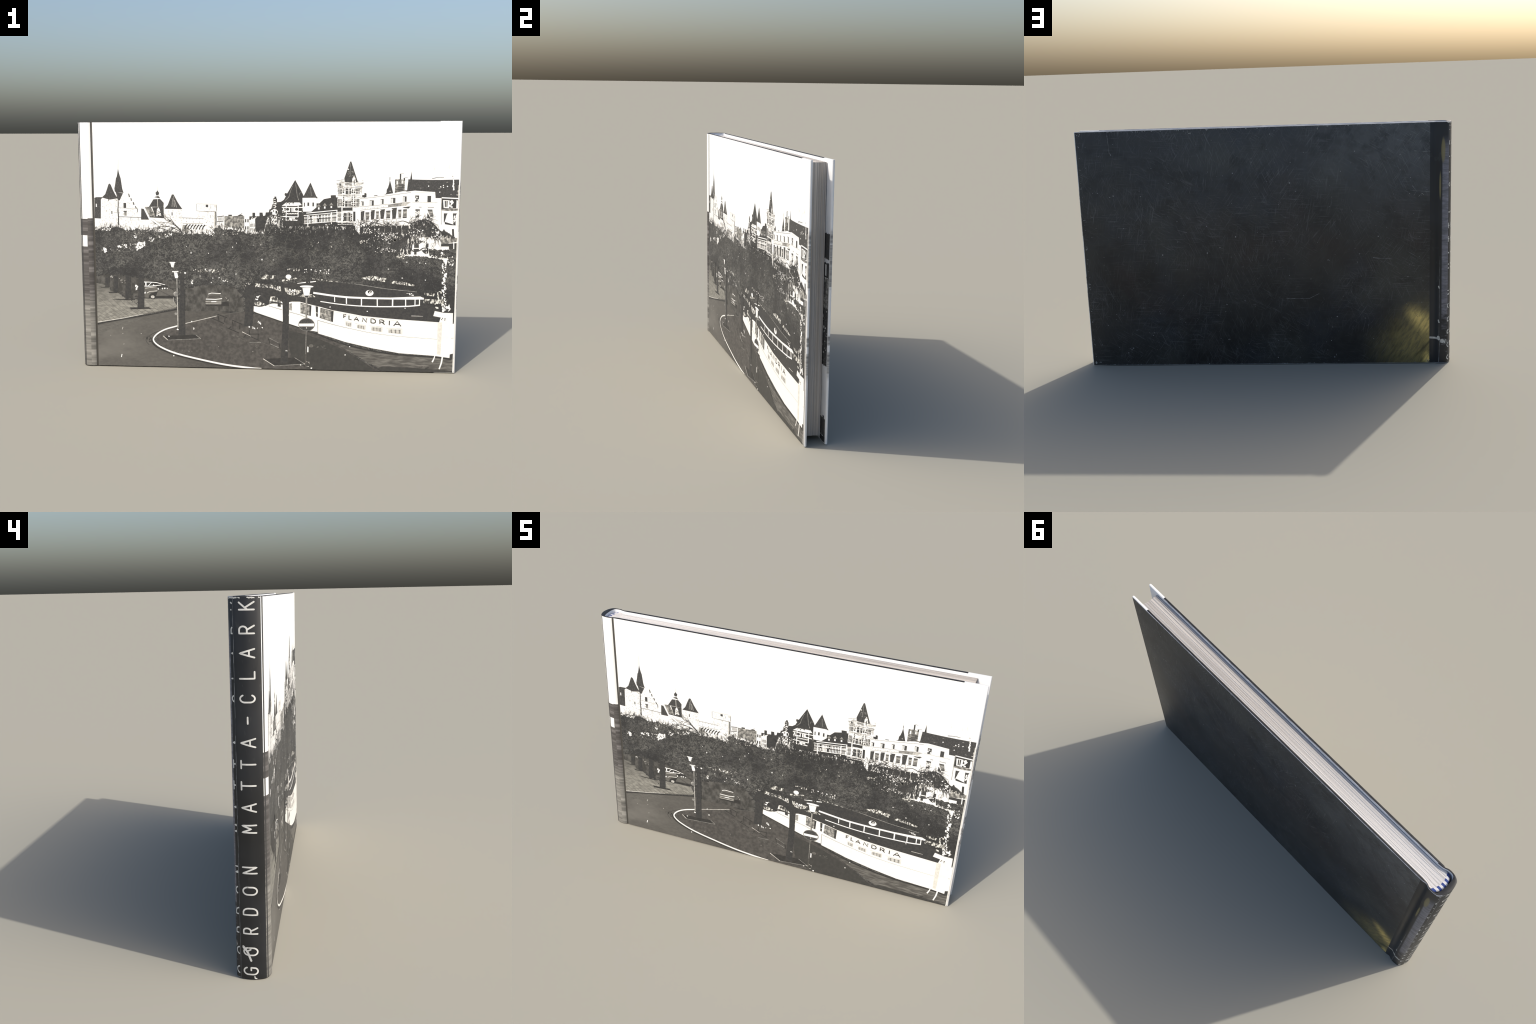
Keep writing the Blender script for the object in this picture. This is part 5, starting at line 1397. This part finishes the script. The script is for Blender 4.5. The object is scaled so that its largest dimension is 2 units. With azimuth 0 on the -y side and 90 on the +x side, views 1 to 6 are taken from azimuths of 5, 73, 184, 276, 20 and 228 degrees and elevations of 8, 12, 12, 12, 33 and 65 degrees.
# worn pale line where the wrap starts to repeat, broken by wear
wear = random.Random(3)
z = 0.004
while z < H - 0.01:
    dz = wear.uniform(0.02, 0.07)
    s0 = arc_of(0.0425) + wear.uniform(-0.0004, 0.0004)
    stroke_mesh([[(s0, z), (s0 + wear.uniform(-0.0004, 0.0004), min(z + dz, H - 0.004))]], wear.uniform(0.0008, 0.0018), on_spine, "worn_crease", spine, "fleck")
    z += dz
# scuffed top rim of the spine, torn lamination over the second letter, chips
for k in range(22):
    y = wear.uniform(-0.045, 0.056)
    s0 = arc_of(y)
    if wear.random() < 0.5 or y > 0.0:
        stroke_mesh([[(s0, H - 0.0045 - wear.uniform(0, 0.002)), (s0 + wear.uniform(0.002, 0.008), H - 0.0045)]], wear.uniform(0.002, 0.0045), on_spine, "rim_chip", spine, "letter")
tear = [(0.0320, 0.1200), (0.0250, 0.1120), (0.0150, 0.0960), (0.0100, 0.0820), (0.0050, 0.0690)]
stroke_mesh([[(arc_of(y), z) for y, z in tear]], 0.0075, on_spine, "torn_lamination", spine, "letter")
stroke_mesh([[(arc_of(y), z) for y, z in ((0.033, 0.117), (0.026, 0.108), (0.019, 0.103), (0.006, 0.110))]], 0.0055, on_spine, "torn_lamination", spine, "letter")
stroke_mesh([[(arc_of(-0.008), 0.003), (arc_of(-0.0065), 0.010)], [(arc_of(-0.013), 0.0025), (arc_of(-0.0075), 0.0035)]], 0.004, on_spine, "rim_chip", spine, "letter")
# pale smears on the back shoulder
for (xa, za), (xb, zb), w in (((-0.887, 0.146), (-0.931, 0.141), 0.011), ((-0.931, 0.150), (-0.935, 0.137), 0.014), ((-0.950, 0.127), (-0.972, 0.124), 0.024),
                              ((-0.931, 0.245), (-0.934, 0.232), 0.007), ((-0.931, 0.435), (-0.934, 0.425), 0.006), ((-0.9365, 0.005), (-0.9375, 0.13), 0.002),
                              ((-0.9365, 0.16), (-0.9375, 0.60), 0.001)):
    stroke_mesh([[(arc_of(x=xa), za), (arc_of(x=xb), zb)]], w, on_spine, "pale_smear", spine, "pale" if w > 0.005 else "fleck")


# ------------------------------------------------------------ scuffs on the back
wear_print = Print(lambda x, z, layer: (x / 1000, FACE + FILM * layer, z / 1000))
rng = random.Random(21)
for _ in range(330):
    x, zz = rng.uniform(-870, 980), rng.uniform(15, 1295)
    wear_print.fleck("chipped_specks", "fleck", 2, (x, zz), rng.uniform(1.0, 3.2) * (2.0 if rng.random() < 0.06 else 1), rng.uniform(0.5, 1.6), rng.uniform(0, 3))
for _ in range(240):     # chips along the rims
    side = rng.random()
    p = (rng.uniform(-880, 985), H * 1000 - rng.uniform(3, 8)) if side < 0.55 else ((rng.uniform(978, 986), rng.uniform(10, 1290)) if side < 0.8 else (rng.uniform(-880, 985), rng.uniform(3, 6)))
    wear_print.fleck("rim_chips", "fleck", 2, p, rng.uniform(1.5, 5.0), rng.uniform(0.4, 1.0), rng.uniform(-0.3, 0.3))
for _ in range(620):    # fine hairline scratches
    x, zz = rng.uniform(-870, 960), rng.uniform(30, 1290)
    a = rng.choice((0.0, 0.1, 2.0, 1.9, 2.3, 1.0)) + rng.uniform(-0.25, 0.25)
    ln = rng.uniform(6, 75) * rng.uniform(0.4, 1)
    b = a + rng.uniform(-0.3, 0.3)
    pts = [(x, zz), (x + math.cos(a) * ln / 2, zz + math.sin(a) * ln / 2)]
    pts.append((pts[1][0] + math.cos(b) * ln / 2, pts[1][1] + math.sin(b) * ln / 2))
    pts = [(min(max(px, -880), 985), min(max(pz, 5), 1306)) for px, pz in pts]
    wear_print.line("hairline_scratches", "scratch", 1, pts, rng.uniform(0.7, 1.6), 0.4)
for cx, cz, n in ((980, 18, 12), (982, 1300, 8), (-872, 8, 14), (-300, 1303, 10), (385, 1296, 9), (250, 140, 5), (215, 145, 5), (770, 90, 6), (-830, 940, 8), (-800, 560, 6)):
    for _ in range(n):      # clustered chips at corners, rims and knocks
        wear_print.fleck("rim_chips", "pale" if rng.random() < 0.4 else "fleck", 2, (cx + rng.gauss(0, 9), cz + rng.gauss(0, 7)), rng.uniform(1.2, 4.5), rng.uniform(0.4, 1.2), rng.uniform(0, 3))
for pts, w in (([(-110, 376), (-237, 377), (-290, 404)], 2.2), ([(-582, 598), (-688, 589)], 2.0), ([(-800, 1165), (-885, 1160)], 1.8), ([(-780, 960), (-885, 948)], 1.8),
               ([(-790, 985), (-815, 955), (-800, 930)], 2.4), ([(820, 1290), (815, 1190)], 1.6), ([(470, 770), (420, 755)], 1.6), ([(-470, 860), (-478, 845)], 3.0)):
    wear_print.line("long_scratches", "fleck", 2, pts, w, 1.0)
wear_print.build(back)

print_photograph(front)


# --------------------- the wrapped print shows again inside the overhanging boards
def turned_in_print(parent, y, towards, solid=False):
    strip = Print(lambda x, z, layer: (x / 1000, y + towards * FILM * (layer + 1), z / 1000))
    x0, x1 = 930, 992
    for mat, z0, z1 in (("roof", 868, 985), ("dark", 780, 850), ("mottle", 640, 780), ("tree", 372, 650), ("quay", 30, 118), ("deep", 3, 32)):
        strip.face("turned_in_print", mat, 0, ragged([(x0, z1), (x1, z1)], 6, 4) + ragged([(x1, z0), (x0, z0)], 6, 4))
    if solid:
        strip.face("turned_in_print", "tree", 1, ragged([(x0, 905), (x1, 905)], 6, 4) + ragged([(x1, 20), (x0, 20)], 6, 4))
        strip.flecks("turned_in_print", "dapple", 3, [(x0, 880), (x1, 880), (x1, 130), (x0, 130)], 45, 4, 12)
        strip.flecks("turned_in_print", "grey", 2, [(x0, 900), (x1, 900), (x1, 30), (x0, 30)], 40, 2, 8)
        strip.build(parent)
        return
    strip.flecks("turned_in_print", "white", 1, [(x0, 640), (x1, 640), (x1, 380), (x0, 380)], 24, 2, 8)
    strip.box("turned_in_print", "white", 1, (945, 790), (962, 842))
    strip.box("turned_in_print", "roof", 1, (945, 690), (958, 760))
    strip.face("turned_in_print", "dark", 2, [(x0, 122), (960, 104), (960, 132), (978, 132), (978, 30), (x0, 60)])
    strip.build(parent)


rng = random.Random(31)
turned_in_print(back, INNER, -1)
turned_in_print(front, -INNER, 1, solid=True)
